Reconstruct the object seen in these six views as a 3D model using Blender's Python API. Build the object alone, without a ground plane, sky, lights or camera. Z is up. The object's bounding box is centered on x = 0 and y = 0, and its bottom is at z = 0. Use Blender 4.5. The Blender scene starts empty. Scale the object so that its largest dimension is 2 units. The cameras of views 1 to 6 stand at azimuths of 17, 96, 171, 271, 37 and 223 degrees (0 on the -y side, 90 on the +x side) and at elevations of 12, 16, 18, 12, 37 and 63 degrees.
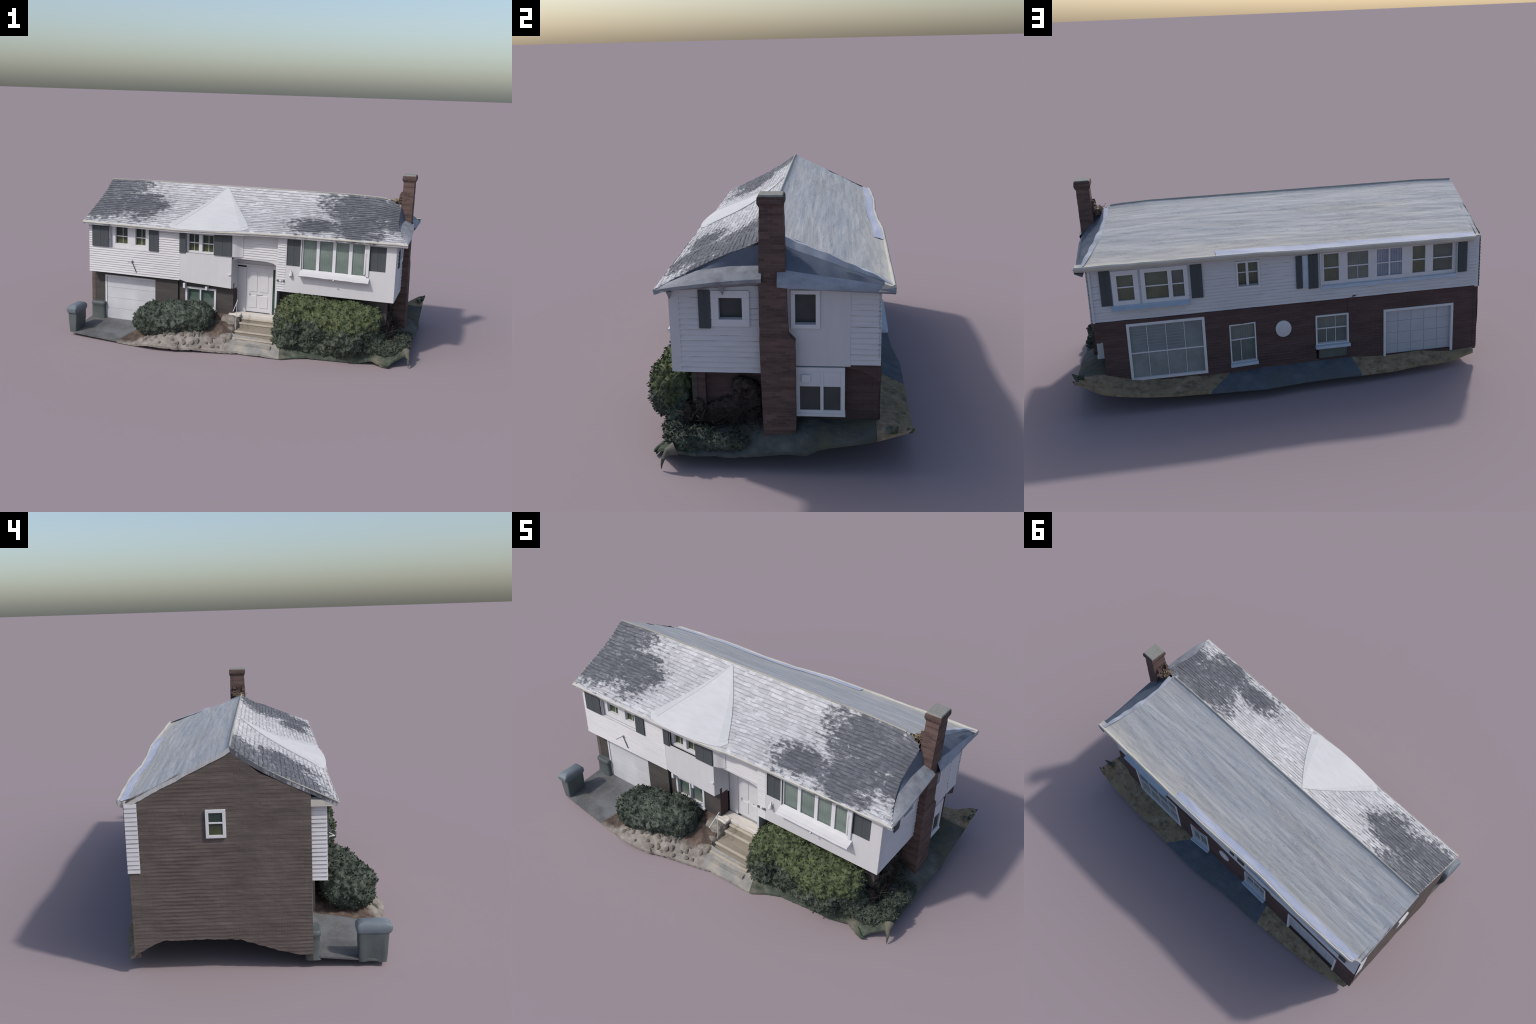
import bpy, bmesh, math, random
import numpy as np
from mathutils import Vector, Matrix, noise

RNG = random.Random(11)
COL = bpy.context.scene.collection
V = Vector


# ------------------------------------------------------------------ materials
class Nodes:
    def __init__(self, name):
        m = bpy.data.materials.new(name)
        m.use_nodes = True
        self.m, self.t = m, m.node_tree
        self.t.nodes.clear()
        self.out = self.n('ShaderNodeOutputMaterial')
        self.b = self.n('ShaderNodeBsdfPrincipled')
        self.t.links.new(self.b.outputs[0], self.out.inputs[0])
        self.b.inputs['Roughness'].default_value = 0.85
        self.b.inputs['Specular IOR Level'].default_value = 0.25
        self.co = self.n('ShaderNodeTexCoord').outputs['Object']

    def n(self, kind, **kw):
        k = self.t.nodes.new(kind)
        for a, v in kw.items():
            setattr(k, a, v)
        return k

    def put(self, sock, v):
        if isinstance(v, bpy.types.NodeSocket):
            self.t.links.new(v, sock)
        elif isinstance(v, (tuple, list)) and sock.type == 'RGBA' and len(v) == 3:
            sock.default_value = (*v, 1)
        else:
            sock.default_value = v

    def mapped(self, scale=(1, 1, 1), loc=(0, 0, 0), rot=(0, 0, 0), co=None):
        k = self.n('ShaderNodeMapping')
        self.put(k.inputs[0], co or self.co)
        k.inputs['Location'].default_value = loc
        k.inputs['Rotation'].default_value = rot
        k.inputs['Scale'].default_value = scale
        return k.outputs[0]

    def noise(self, scale, detail=4, rough=0.6, stretch=(1, 1, 1), dist=0.0, loc=(0, 0, 0)):
        k = self.n('ShaderNodeTexNoise')
        self.put(k.inputs['Vector'], self.mapped(stretch, loc))
        k.inputs['Scale'].default_value = scale
        k.inputs['Detail'].default_value = detail
        k.inputs['Roughness'].default_value = rough
        k.inputs['Distortion'].default_value = dist
        return k.outputs[0]

    def voro(self, scale, stretch=(1, 1, 1), out='Distance', feature='F1'):
        k = self.n('ShaderNodeTexVoronoi', feature=feature)
        self.put(k.inputs['Vector'], self.mapped(stretch))
        k.inputs['Scale'].default_value = scale
        return k.outputs[out]

    def ramp(self, fac, *stops, interp='LINEAR'):
        k = self.n('ShaderNodeValToRGB')
        self.put(k.inputs[0], fac)
        r = k.color_ramp
        r.interpolation = interp
        while len(r.elements) < len(stops):
            r.elements.new(0.5)
        for e, (p, c) in zip(r.elements, stops):
            e.position = p
            e.color = (*c, 1) if isinstance(c, tuple) else (c, c, c, 1)
        return k.outputs[0]

    def math(self, op, a, b=0.0, c=None):
        k = self.n('ShaderNodeMath', operation=op)
        self.put(k.inputs[0], a)
        self.put(k.inputs[1], b)
        if c is not None:
            self.put(k.inputs[2], c)
        return k.outputs[0]

    def vmath(self, op, a, b):
        k = self.n('ShaderNodeVectorMath', operation=op)
        self.put(k.inputs[0], a)
        self.put(k.inputs[1], b)
        return k.outputs['Value'] if op == 'LENGTH' else k.outputs[0]

    def mix(self, fac, a, b, mode='MIX'):
        k = self.n('ShaderNodeMix', data_type='RGBA', blend_type=mode)
        self.put(k.inputs[0], fac)
        self.put(k.inputs[6], a)
        self.put(k.inputs[7], b)
        return k.outputs[2]

    def xyz(self):
        k = self.n('ShaderNodeSeparateXYZ')
        self.put(k.inputs[0], self.co)
        return k.outputs

    def blobs(self, items):
        """soft union of ellipses given as (centre x, centre y, radius x, radius y)"""
        res = None
        for cx, cy, rx, ry in items:
            v = self.vmath('SUBTRACT', self.co, (cx, cy, 0))
            v = self.vmath('MULTIPLY', v, (1 / rx, 1 / ry, 0))
            d = self.math('SUBTRACT', 1.0, self.vmath('LENGTH', v, (0, 0, 0)))
            res = d if res is None else self.math('MAXIMUM', res, d)
        return res

    def bump(self, h, strength=0.3, dist=0.004):
        k = self.n('ShaderNodeBump')
        k.inputs['Strength'].default_value = strength
        k.inputs['Distance'].default_value = dist
        self.put(k.inputs['Height'], h)
        self.put(self.b.inputs['Normal'], k.outputs[0])

    def done(self, col, rough=None, spec=None):
        self.put(self.b.inputs['Base Color'], col)
        if rough is not None:
            self.put(self.b.inputs['Roughness'], rough)
        if spec is not None:
            self.b.inputs['Specular IOR Level'].default_value = spec
        return self.m


def g(v, t=(1, 1, 1)):
    return (v * t[0], v * t[1], v * t[2])


def speckled(name, c, var=0.12, scale=40, rough=0.85, stretch=(1, 1, 1), bump=0.15, spec=0.25):
    k = Nodes(name)
    n = k.noise(scale, 5, 0.65, stretch)
    n2 = k.noise(scale / 7, 3, 0.5, loc=(3, 1, 2))
    s = k.math('MULTIPLY_ADD', n, 0.6, k.math('MULTIPLY', n2, 0.4))
    lo, hi = tuple(x * (1 - var) for x in c), tuple(min(1, x * (1 + var)) for x in c)
    k.bump(n, bump, 0.003)
    return k.done(k.ramp(s, (0.3, lo), (0.7, hi)), rough, spec)


WHITE = speckled('white_paint', (0.55, 0.55, 0.57), 0.06, 30, 0.7)
SIDING = speckled('white_siding', (0.54, 0.535, 0.55), 0.10, 35, 0.75, (0.25, 0.25, 3))
PANEL = speckled('smooth_white_panel', (0.52, 0.515, 0.53), 0.05, 14, 0.7, (3, 3, 0.3), 0.05)
TRIM = speckled('window_trim', (0.58, 0.58, 0.60), 0.07, 40, 0.65)
CREAM = speckled('cream_eave', (0.46, 0.445, 0.395), 0.2, 22, 0.7, (0.4, 1, 1))
SHUTTER = speckled('slate_shutter', (0.060, 0.068, 0.074), 0.18, 30, 0.7, (4, 4, 0.3))
SILL = speckled('pale_sill', (0.42, 0.49, 0.58), 0.14, 25, 0.7)
STEP = speckled('worn_step', (0.25, 0.222, 0.18), 0.22, 22, 0.9, (0.4, 2, 2), 0.3)
STEP_TOP = speckled('pale_threshold', (0.55, 0.52, 0.48), 0.12, 22, 0.85)
NOSING = speckled('pale_nosing', (0.43, 0.385, 0.32), 0.2, 25, 0.85)
BIN = speckled('green_grey_plastic', (0.088, 0.104, 0.104), 0.25, 18, 0.55, (1, 1, 0.6), 0.25, 0.35)
GREY = speckled('grey_cap', (0.22, 0.22, 0.20), 0.2, 60)
TWIG = speckled('dry_leaf', (0.26, 0.21, 0.13), 0.4, 40)
METAL = speckled('white_metal', (0.55, 0.56, 0.56), 0.08, 40, 0.5)
DARKMETAL = speckled('dark_metal', (0.10, 0.11, 0.13), 0.1, 40, 0.5)
BURGUNDY = speckled('red_brown_post', (0.06, 0.036, 0.036), 0.2, 40)


def brick_mat(name, a, b, mortar, course=0.0135, streak=0.5, bump=0.5):
    k = Nodes(name)
    x, y, z = k.xyz()
    c = k.n('ShaderNodeCombineXYZ')
    k.put(c.inputs[0], k.math('ADD', x, y))
    wob = k.math('MULTIPLY', k.math('SUBTRACT', k.noise(9, 2), 0.5), 0.006)
    k.put(c.inputs[1], k.math('ADD', z, wob))
    t = k.n('ShaderNodeTexBrick')
    k.put(t.inputs['Vector'], c.outputs[0])
    for s, v in (('Color1', a), ('Color2', b), ('Mortar', mortar), ('Scale', 1.0), ('Mortar Size', course * 0.10),
                 ('Mortar Smooth', 0.6), ('Bias', 0.0), ('Brick Width', course * 3.1), ('Row Height', course)):
        k.put(t.inputs[s], v)
    n = k.noise(6, 5, 0.6, (1, 1, 7), loc=(1, 4, 2))
    col = k.mix(streak, t.outputs['Color'], k.ramp(n, (0.3, g(0.55)), (0.5, g(0.9)), (0.72, g(1.25))), 'MULTIPLY')
    h = k.math('SUBTRACT', k.math('MULTIPLY', k.noise(70, 4), 0.5), t.outputs['Fac'])
    k.bump(h, bump, 0.002)
    return k.done(col, 0.9, 0.15)


BRICK_END = brick_mat('weathered_brown_brick', (0.112, 0.092, 0.083), (0.122, 0.101, 0.092), (0.128, 0.109, 0.100), 0.0145, 0.6)
BRICK = brick_mat('dark_red_brick', (0.098, 0.066, 0.064), (0.086, 0.057, 0.055), (0.080, 0.058, 0.057), 0.0150, 0.5)
BRICK_CHIMNEY = brick_mat('red_chimney_brick', (0.135, 0.088, 0.079), (0.090, 0.062, 0.056), (0.135, 0.100, 0.090), 0.0115, 0.8)
BRICK_FRONT = brick_mat('grey_brown_masonry', (0.078, 0.070, 0.066), (0.070, 0.064, 0.061), (0.066, 0.060, 0.058), 0.016, 0.4, 0.2)


def glass(name, top, low, zsplit, curtains=0.0, rough=0.12):
    k = Nodes(name)
    x, y, z = k.xyz()
    n = k.noise(22, 4, 0.6)
    zz = k.math('ADD', z, k.math('MULTIPLY', k.math('SUBTRACT', n, 0.5), 0.05))
    f = k.math('MULTIPLY_ADD', k.math('SUBTRACT', zz, zsplit), 25.0, 0.5)
    col = k.ramp(f, (0.0, low), (1.0, top))
    if curtains:
        w = k.n('ShaderNodeTexWave', wave_type='BANDS', bands_direction='X')
        k.put(w.inputs['Vector'], k.mapped((1, 1, 0.1)))
        w.inputs['Scale'].default_value = 26
        w.inputs['Distortion'].default_value = 2.5
        col = k.mix(curtains, col, k.ramp(w.outputs['Fac'], (0.0, g(0.75)), (1.0, g(1.25))), 'MULTIPLY')
    col = k.mix(0.5, col, k.ramp(k.noise(14, 3, loc=(5, 2, 1)), (0.3, g(0.7)), (0.7, g(1.3))), 'MULTIPLY')
    return k.done(col, rough, 0.3)


GLASS_FRONT = glass('dark_window_glass', (0.032, 0.045, 0.040), (0.062, 0.076, 0.036), 0.575)
GLASS_BAY = glass('greenish_window_glass', (0.165, 0.205, 0.187), (0.135, 0.172, 0.155), 0.55, 0.2)
GLASS_REAR = glass('olive_window_glass', (0.125, 0.132, 0.10), (0.11, 0.112, 0.075), 0.57, 0.2)
GLASS_DARKR = glass('smoky_window_glass', (0.12, 0.13, 0.12), (0.10, 0.105, 0.092), 0.57, 0.2)
GLASS_DRAPE = glass('drape_window_glass', (0.24, 0.27, 0.35), (0.21, 0.24, 0.30), 0.57, 0.7)
GLASS_PALE = glass('pale_window_glass', (0.16, 0.175, 0.16), (0.125, 0.14, 0.13), 0.26, 0.3)
GLASS_SLIDER = glass('blind_glass', (0.17, 0.205, 0.215), (0.23, 0.245, 0.245), 0.25, 0.2)
GLASS_DARK = glass('shaded_window_glass', (0.045, 0.055, 0.057), (0.048, 0.055, 0.056), 0.57, 0.0, 0.3)
GLASS_LOW = glass('leafy_window_glass', (0.075, 0.11, 0.095), (0.14, 0.16, 0.145), 0.23, 0.3)


def door_mat():
    k = Nodes('garage_door_panel')
    n = k.noise(11, 4, 0.6)
    return k.done(k.ramp(n, (0.3, (0.47, 0.48, 0.51)), (0.7, (0.56, 0.57, 0.59))), 0.6)


GARAGE = door_mat()
GARAGE_REAR = speckled('grey_garage_door', (0.40, 0.42, 0.46), 0.08, 20, 0.6)


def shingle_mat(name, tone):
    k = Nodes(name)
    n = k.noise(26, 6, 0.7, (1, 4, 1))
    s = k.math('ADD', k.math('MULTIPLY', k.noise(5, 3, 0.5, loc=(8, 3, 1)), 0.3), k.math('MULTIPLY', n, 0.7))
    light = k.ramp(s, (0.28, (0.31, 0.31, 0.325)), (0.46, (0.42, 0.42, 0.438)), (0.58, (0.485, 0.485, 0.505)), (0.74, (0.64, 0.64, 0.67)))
    dark = k.ramp(s, (0.30, (0.066, 0.071, 0.084)), (0.52, (0.100, 0.106, 0.122)), (0.62, (0.17, 0.175, 0.195)), (0.72, (0.36, 0.36, 0.39)))  # darkened shingle colour: dappled tree shadow painted onto the roof in blobs
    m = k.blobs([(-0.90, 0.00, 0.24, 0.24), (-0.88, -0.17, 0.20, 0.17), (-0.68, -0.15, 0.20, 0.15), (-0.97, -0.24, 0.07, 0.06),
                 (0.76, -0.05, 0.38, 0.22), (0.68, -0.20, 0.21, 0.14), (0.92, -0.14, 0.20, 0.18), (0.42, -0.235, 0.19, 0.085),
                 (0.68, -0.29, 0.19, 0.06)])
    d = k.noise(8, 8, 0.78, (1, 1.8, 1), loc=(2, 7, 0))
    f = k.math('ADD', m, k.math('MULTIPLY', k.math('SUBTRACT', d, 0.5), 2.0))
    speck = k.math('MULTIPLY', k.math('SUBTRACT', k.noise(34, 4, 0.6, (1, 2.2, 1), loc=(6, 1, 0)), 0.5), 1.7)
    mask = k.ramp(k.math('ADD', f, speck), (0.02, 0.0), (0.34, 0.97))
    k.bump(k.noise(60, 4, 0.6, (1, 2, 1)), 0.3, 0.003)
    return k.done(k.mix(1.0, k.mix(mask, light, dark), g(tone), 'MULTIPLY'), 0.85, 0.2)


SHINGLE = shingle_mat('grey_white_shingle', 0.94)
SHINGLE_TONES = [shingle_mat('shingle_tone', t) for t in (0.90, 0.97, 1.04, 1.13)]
BUTT_SHADOW = shingle_mat('shingle_butt_shadow', 0.72)


def rear_roof_mat():
    k = Nodes('blue_grey_roofing')
    x, y, z = k.xyz()
    n = k.noise(6, 7, 0.7, (0.35, 8, 1))
    col = k.ramp(n, (0.26, (0.31, 0.318, 0.33)), (0.5, (0.44, 0.447, 0.456)), (0.76, (0.55, 0.552, 0.552)))
    big = k.noise(2.2, 3, 0.5, loc=(4, 4, 0))
    col = k.mix(0.5, col, k.ramp(big, (0.35, (0.90, 0.94, 1.0)), (0.65, (1.10, 1.06, 1.0))), 'MULTIPLY')
    tan = k.ramp(k.noise(4, 6, 0.7, (0.3, 9, 1), loc=(1, 9, 3)), (0.50, 0.0), (0.64, 0.45))
    col = k.mix(tan, col, (0.44, 0.41, 0.365))
    # warm weathered band just above the gutter
    warm = k.ramp(k.math('ADD', y, k.math('MULTIPLY', k.math('SUBTRACT', k.noise(5, 4, 0.6), 0.5), 0.06)), (0.36, 0.0), (0.435, 0.7))
    col = k.mix(warm, col, (0.50, 0.475, 0.43))
    crack = k.noise(5, 6, 0.7, (0.6, 5, 1), 1.2, (9, 3, 0))
    ln = k.math('ABSOLUTE', k.math('SUBTRACT', crack, 0.5))
    col = k.mix(k.ramp(ln, (0.0, 0.5), (0.018, 0.0)), col, (0.17, 0.18, 0.21))
    k.bump(n, 0.45, 0.006)
    return k.done(col, 0.7, 0.3)


REARROOF = rear_roof_mat()
MEMBRANE = speckled('white_membrane', (0.495, 0.495, 0.51), 0.09, 22, 0.75, (0.5, 2.5, 1), 0.25)
MEMBRANE_EDGE = speckled('membrane_border', (0.46, 0.47, 0.475), 0.08, 20, 0.7)
GABLE = speckled('slate_blue_gable', (0.095, 0.115, 0.15), 0.25, 12, 0.7, (1, 1, 1))
SKIRT = speckled('blue_grey_skirt', (0.245, 0.28, 0.335), 0.5, 9, 0.7, (1, 1, 2))
SKIRT_FRONT = speckled('pale_grey_skirt', (0.255, 0.265, 0.29), 0.5, 14, 0.7, (1, 1, 2))
RIDGE = speckled('ridge_cap', (0.33, 0.32, 0.29), 0.25, 20, 0.8, (0.4, 1, 1))


def gutter_mat():
    k = Nodes('lavender_gutter')
    n = k.noise(9, 5, 0.65, (0.4, 4, 1))
    col = k.ramp(n, (0.3, (0.36, 0.40, 0.50)), (0.55, (0.48, 0.50, 0.60)), (0.75, (0.58, 0.58, 0.62)))
    return k.done(col, 0.7)


GUTTER = gutter_mat()
FLASH = speckled('grey_flashing', (0.42, 0.44, 0.49), 0.35, 16)


def soil(name, stops, scale=14, bump=0.8, patch=None, patch_scale=5, rough=0.95):
    k = Nodes(name)
    n = k.noise(scale, 8, 0.7)
    col = k.ramp(n, *stops)
    if patch:
        p = k.ramp(k.noise(patch_scale, 5, 0.65, loc=(3, 8, 1)), (0.48, 0.0), (0.60, 0.85))
        col = k.mix(p, col, patch)
    k.bump(k.noise(scale * 3, 6, 0.7), bump, 0.006)
    return k.done(col, rough, 0.15)


def front_bed_mat():
    k = Nodes('mulch_and_tan_stone')
    x, y, z = k.xyz()
    n = k.noise(20, 8, 0.7)
    mulch = k.ramp(n, (0.3, (0.045, 0.036, 0.032)), (0.5, (0.10, 0.075, 0.062)), (0.72, (0.20, 0.155, 0.13)))
    stone = k.ramp(n, (0.25, (0.11, 0.10, 0.086)), (0.5, (0.235, 0.213, 0.19)), (0.75, (0.37, 0.34, 0.31)))
    rim = k.math('ADD', k.math('MULTIPLY', y, -1.0), k.math('MULTIPLY', x, 0.20))
    edge = k.math('ADD', rim, k.math('MULTIPLY', k.math('SUBTRACT', k.noise(11, 4), 0.5), 0.10))
    m = k.ramp(edge, (0.405, 0.0), (0.435, 1.0))
    k.bump(k.noise(45, 6, 0.7), 0.8, 0.006)
    return k.done(k.mix(m, mulch, stone), 0.95, 0.15)


BED = front_bed_mat()
ASPHALT = soil('driveway_asphalt', ((0.3, (0.085, 0.088, 0.092)), (0.5, (0.115, 0.116, 0.120)), (0.72, (0.155, 0.157, 0.16))), 18, 0.5,
               (0.15, 0.16, 0.17), 4)
PAVING = soil('grey_walkway', ((0.3, (0.165, 0.165, 0.16)), (0.5, (0.225, 0.222, 0.212)), (0.75, (0.31, 0.30, 0.275))), 10, 0.4,
              (0.33, 0.30, 0.26), 6)
LAWN = soil('dry_lawn', ((0.30, (0.095, 0.072, 0.045)), (0.48, (0.24, 0.19, 0.128)), (0.72, (0.42, 0.34, 0.245))), 28, 1.2,
            (0.30, 0.245, 0.15), 9)
BLUEPAD = soil('blue_black_asphalt', ((0.3, (0.068, 0.084, 0.108)), (0.5, (0.092, 0.112, 0.140)), (0.75, (0.14, 0.158, 0.18))), 12, 0.6,
               (0.10, 0.115, 0.12), 6)
SHADYBED = soil('ivy_ground', ((0.28, (0.03, 0.04, 0.032)), (0.5, (0.065, 0.08, 0.062)), (0.74, (0.13, 0.145, 0.115))), 16, 1.0,
                (0.16, 0.15, 0.12), 6)
SIDEYARD = soil('mossy_side_yard', ((0.28, (0.04, 0.045, 0.043)), (0.5, (0.075, 0.082, 0.08)), (0.74, (0.13, 0.132, 0.12))), 12, 0.9,
                (0.09, 0.092, 0.062), 6)
STONE = soil('tan_stone', ((0.25, (0.12, 0.108, 0.093)), (0.5, (0.225, 0.204, 0.18)), (0.75, (0.34, 0.315, 0.28))), 25, 0.7)


def leaf_mat(name, lo, mid, hi, yellow=0.0):
    k = Nodes(name)
    n = k.noise(34, 6, 0.7)
    big = k.noise(7, 3, 0.5, loc=(1, 2, 5))
    s = k.math('MULTIPLY_ADD', n, 0.7, k.math('MULTIPLY', big, 0.3))
    col = k.ramp(s, (0.32, lo), (0.5, mid), (0.70, hi))
    if yellow:
        f = k.ramp(k.noise(55, 3, 0.6, loc=(9, 1, 4)), (0.60, 0.0), (0.68, yellow))
        col = k.mix(f, col, (0.24, 0.25, 0.06))
    return k.done(col, 0.8, 0.2)


HEDGE = leaf_mat('grey_green_foliage', (0.020, 0.027, 0.022), (0.055, 0.069, 0.053), (0.13, 0.15, 0.125))


def shrub_mat():
    k = Nodes('mixed_green_foliage')
    n = k.noise(34, 6, 0.7)
    dull = k.ramp(n, (0.32, (0.020, 0.028, 0.022)), (0.5, (0.056, 0.070, 0.053)), (0.72, (0.13, 0.15, 0.115)))
    bright_green = k.ramp(n, (0.32, (0.025, 0.035, 0.019)), (0.5, (0.067, 0.086, 0.043)), (0.72, (0.138, 0.160, 0.084)))
    bright_green = k.mix(k.ramp(k.noise(55, 3, 0.6, loc=(9, 1, 4)), (0.60, 0.0), (0.68, 0.42)), bright_green, (0.24, 0.25, 0.06))
    # brighter green towards the top, duller green below, with a ragged border
    z = k.xyz()[2]
    f = k.math('ADD', k.math('MULTIPLY', k.math('SUBTRACT', z, 0.185), 5.0), k.math('MULTIPLY', k.math('SUBTRACT', k.noise(11, 5, 0.65, loc=(2, 2, 6)), 0.5), 2.2))
    return k.done(k.mix(k.ramp(f, (0.02, 0.0), (0.24, 1.0)), dull, bright_green), 0.8, 0.2)


SHRUB = shrub_mat()
SHRUB_DARK = leaf_mat('dull_green_foliage', (0.020, 0.027, 0.022), (0.055, 0.068, 0.052), (0.13, 0.148, 0.115))
TANGLE = leaf_mat('brown_tangle', (0.016, 0.014, 0.013), (0.040, 0.032, 0.027), (0.085, 0.068, 0.054))


# ------------------------------------------------------------------ mesh helpers
class Build:
    def __init__(self):
        self.v, self.f = [], []

    def add(self, vs, fs):
        o = len(self.v)
        self.v += [tuple(p) for p in vs]
        self.f += [tuple(i + o for i in q) for q in fs]

    def box(self, mp, u0, u1, v0, v1, n0, n1, taper=0.0):
        t = taper
        c = [(u0, v0, n0), (u1, v0, n0), (u1, v1, n0), (u0, v1, n0),
             (u0 + t, v0 + t, n1), (u1 - t, v0 + t, n1), (u1 - t, v1 - t, n1), (u0 + t, v1 - t, n1)]
        self.add([mp(*p) for p in c], [(3, 2, 1, 0), (4, 5, 6, 7), (0, 1, 5, 4), (1, 2, 6, 5), (2, 3, 7, 6), (3, 0, 4, 7)])

    def grid(self, fn, nu, nv):
        """surface from fn(s, t), s and t in 0..1"""
        self.add([fn(i / nu, j / nv) for j in range(nv + 1) for i in range(nu + 1)],
                 [(j * (nu + 1) + i, j * (nu + 1) + i + 1, (j + 1) * (nu + 1) + i + 1, (j + 1) * (nu + 1) + i)
                  for j in range(nv) for i in range(nu)])

    def slab(self, fn, nu, nv, under):
        """closed sheet: fn on top, under(point) below, edges stitched"""
        top = [V(fn(i / nu, j / nv)) for j in range(nv + 1) for i in range(nu + 1)]
        bot = [V(under(p)) for p in top]
        n = len(top)
        idx = lambda i, j: j * (nu + 1) + i
        fs = []
        for j in range(nv):
            for i in range(nu):
                a, b, c, d = idx(i, j), idx(i + 1, j), idx(i + 1, j + 1), idx(i, j + 1)
                fs += [(a, b, c, d), (n + d, n + c, n + b, n + a)]
        rim = [idx(i, 0) for i in range(nu)] + [idx(nu, j) for j in range(nv)] + \
              [idx(i, nv) for i in range(nu, 0, -1)] + [idx(0, j) for j in range(nv, 0, -1)]
        for a, b in zip(rim, rim[1:] + rim[:1]):
            fs.append((a, n + a, n + b, b))
        self.add(top + bot, fs)

    def tube(self, pts, radii, sides=8):
        pts = [V(p) for p in pts]
        rings = []
        for i, p in enumerate(pts):
            d = (pts[min(i + 1, len(pts) - 1)] - pts[max(i - 1, 0)]).normalized()
            a = d.orthogonal().normalized()
            b = d.cross(a)
            r = radii[i] if isinstance(radii, (list, tuple)) else radii
            rings.append([p + (a * math.cos(k * math.tau / sides) + b * math.sin(k * math.tau / sides)) * r for k in range(sides)])
        vs = [q for r in rings for q in r]
        fs = [(i * sides + k, i * sides + (k + 1) % sides, (i + 1) * sides + (k + 1) % sides, (i + 1) * sides + k)
              for i in range(len(pts) - 1) for k in range(sides)]
        fs += [tuple(range(sides - 1, -1, -1)), tuple((len(pts) - 1) * sides + k for k in range(sides))]
        self.add(vs, fs)

    def obj(self, name, mat, parent=None, kind=None, smooth=False, bevel=0.0, fix=True):
        me = bpy.data.meshes.new(name)
        me.from_pydata(self.v, [], self.f)
        if fix:
            bm = bmesh.new()
            bm.from_mesh(me)
            bmesh.ops.recalc_face_normals(bm, faces=bm.faces)
            bm.to_mesh(me)
            bm.free()
        me.validate()
        me.materials.append(mat)
        if smooth:
            me.polygons.foreach_set('use_smooth', [True] * len(me.polygons))
            me.set_sharp_from_angle(angle=math.radians(40))
        return place(name, me, parent, kind, bevel)


def place(name, me, parent, kind=None, bevel=0.0):
    o = bpy.data.objects.new(name, me)
    COL.objects.link(o)
    o.parent = parent
    if kind:
        o['kind'] = kind
    if bevel:
        b = o.modifiers.new('bevel', 'BEVEL')
        b.width, b.segments, b.limit_method = bevel, 2, 'ANGLE'
        b.angle_limit = math.radians(40)
    return o


def lerp(a, b, t):
    return a + (b - a) * t


def smooth(t):
    t = max(0.0, min(1.0, t))
    return t * t * (3 - 2 * t)


def curve(*pts):
    xs, ys = zip(*pts)
    return lambda x: float(np.interp(x, xs, ys))


def nz(x, y, z, s=1.0):
    return noise.noise(V((x * s, y * s, z * s)))


def fbm(x, y, z, s, o=4):
    return noise.fractal(V((x * s, y * s, z * s)), 0.8, 2.1, o)


# wall frames: u along the wall, v up, n outward
FRONT_Y, LOW_Y = -0.296, -0.236


def front(u, v, n):
    return (u, FRONT_Y - n, v)


def lowfront(u, v, n):
    return (u, LOW_Y - n, v)


def doorwall(u, v, n):
    return (u, -0.182 - n, v)


def midfront(u, v, n):
    return (u, -0.260 - n, v)


def rear(u, v, n):
    bow = 0.0
    if v < 0.4139:
        bow = 0.016 * smooth((u - 0.08) / 0.14) - 0.008 * smooth((-0.02 - u) / 0.14)
    else:
        bow = 0.004 * smooth((u - 0.2) / 0.3) - 0.004 * smooth((-0.3 - u) / 0.3)
    return (u, 0.452 + n + bow, v)


def end_left(u, v, n):
    return (-0.9875 - 0.022 * u - n, u, v)


def end_right(u, v, n):
    return (0.886 + n, u, v)


def low_right(u, v, n):
    return (0.848 + n, u, v)


def free_rects(u0, u1, v0, v1, holes):
    """the rectangle minus its window holes, as smaller rectangles"""
    out = []
    cuts = sorted({u0, u1, *[c for h in holes for c in h[:2] if u0 < c < u1]})
    for a, c in zip(cuts, cuts[1:]):
        v = v0
        for h in sorted((h for h in holes if h[0] < (a + c) / 2 < h[1]), key=lambda h: h[2]):
            if h[2] > v:
                out.append((a, c, v, min(h[2], v1)))
            v = max(v, h[3])
        if v < v1:
            out.append((a, c, v, v1))
    return out


FRONT_HOLES = [(-0.826, -0.572, 0.502, 0.666), (-0.333, -0.157, 0.518, 0.638), (0.364, 0.740, 0.472, 0.662), (0.279, 0.358, 0.499, 0.652), (0.746, 0.836, 0.513, 0.652)]
REAR_HOLES = [(0.662, 0.780, 0.490, 0.656), (0.436, 0.648, 0.490, 0.656), (0.098, 0.207, 0.518, 0.648), (-0.878, -0.200, 0.486, 0.660)]
SIDE_HOLES = [(-0.141, -0.006, 0.530, 0.662), (0.146, 0.246, 0.526, 0.666)]


# ------------------------------------------------------------------ the house
house = bpy.data.objects.new('raised_ranch_house', None)
COL.objects.link(house)
house['label'] = 'long two-storey white and brick house with grey roof'
house['category'] = 'house'


LAP_SHADOWS = Build()  # thin grey strips modelled as the shadow under each board's lip


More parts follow.
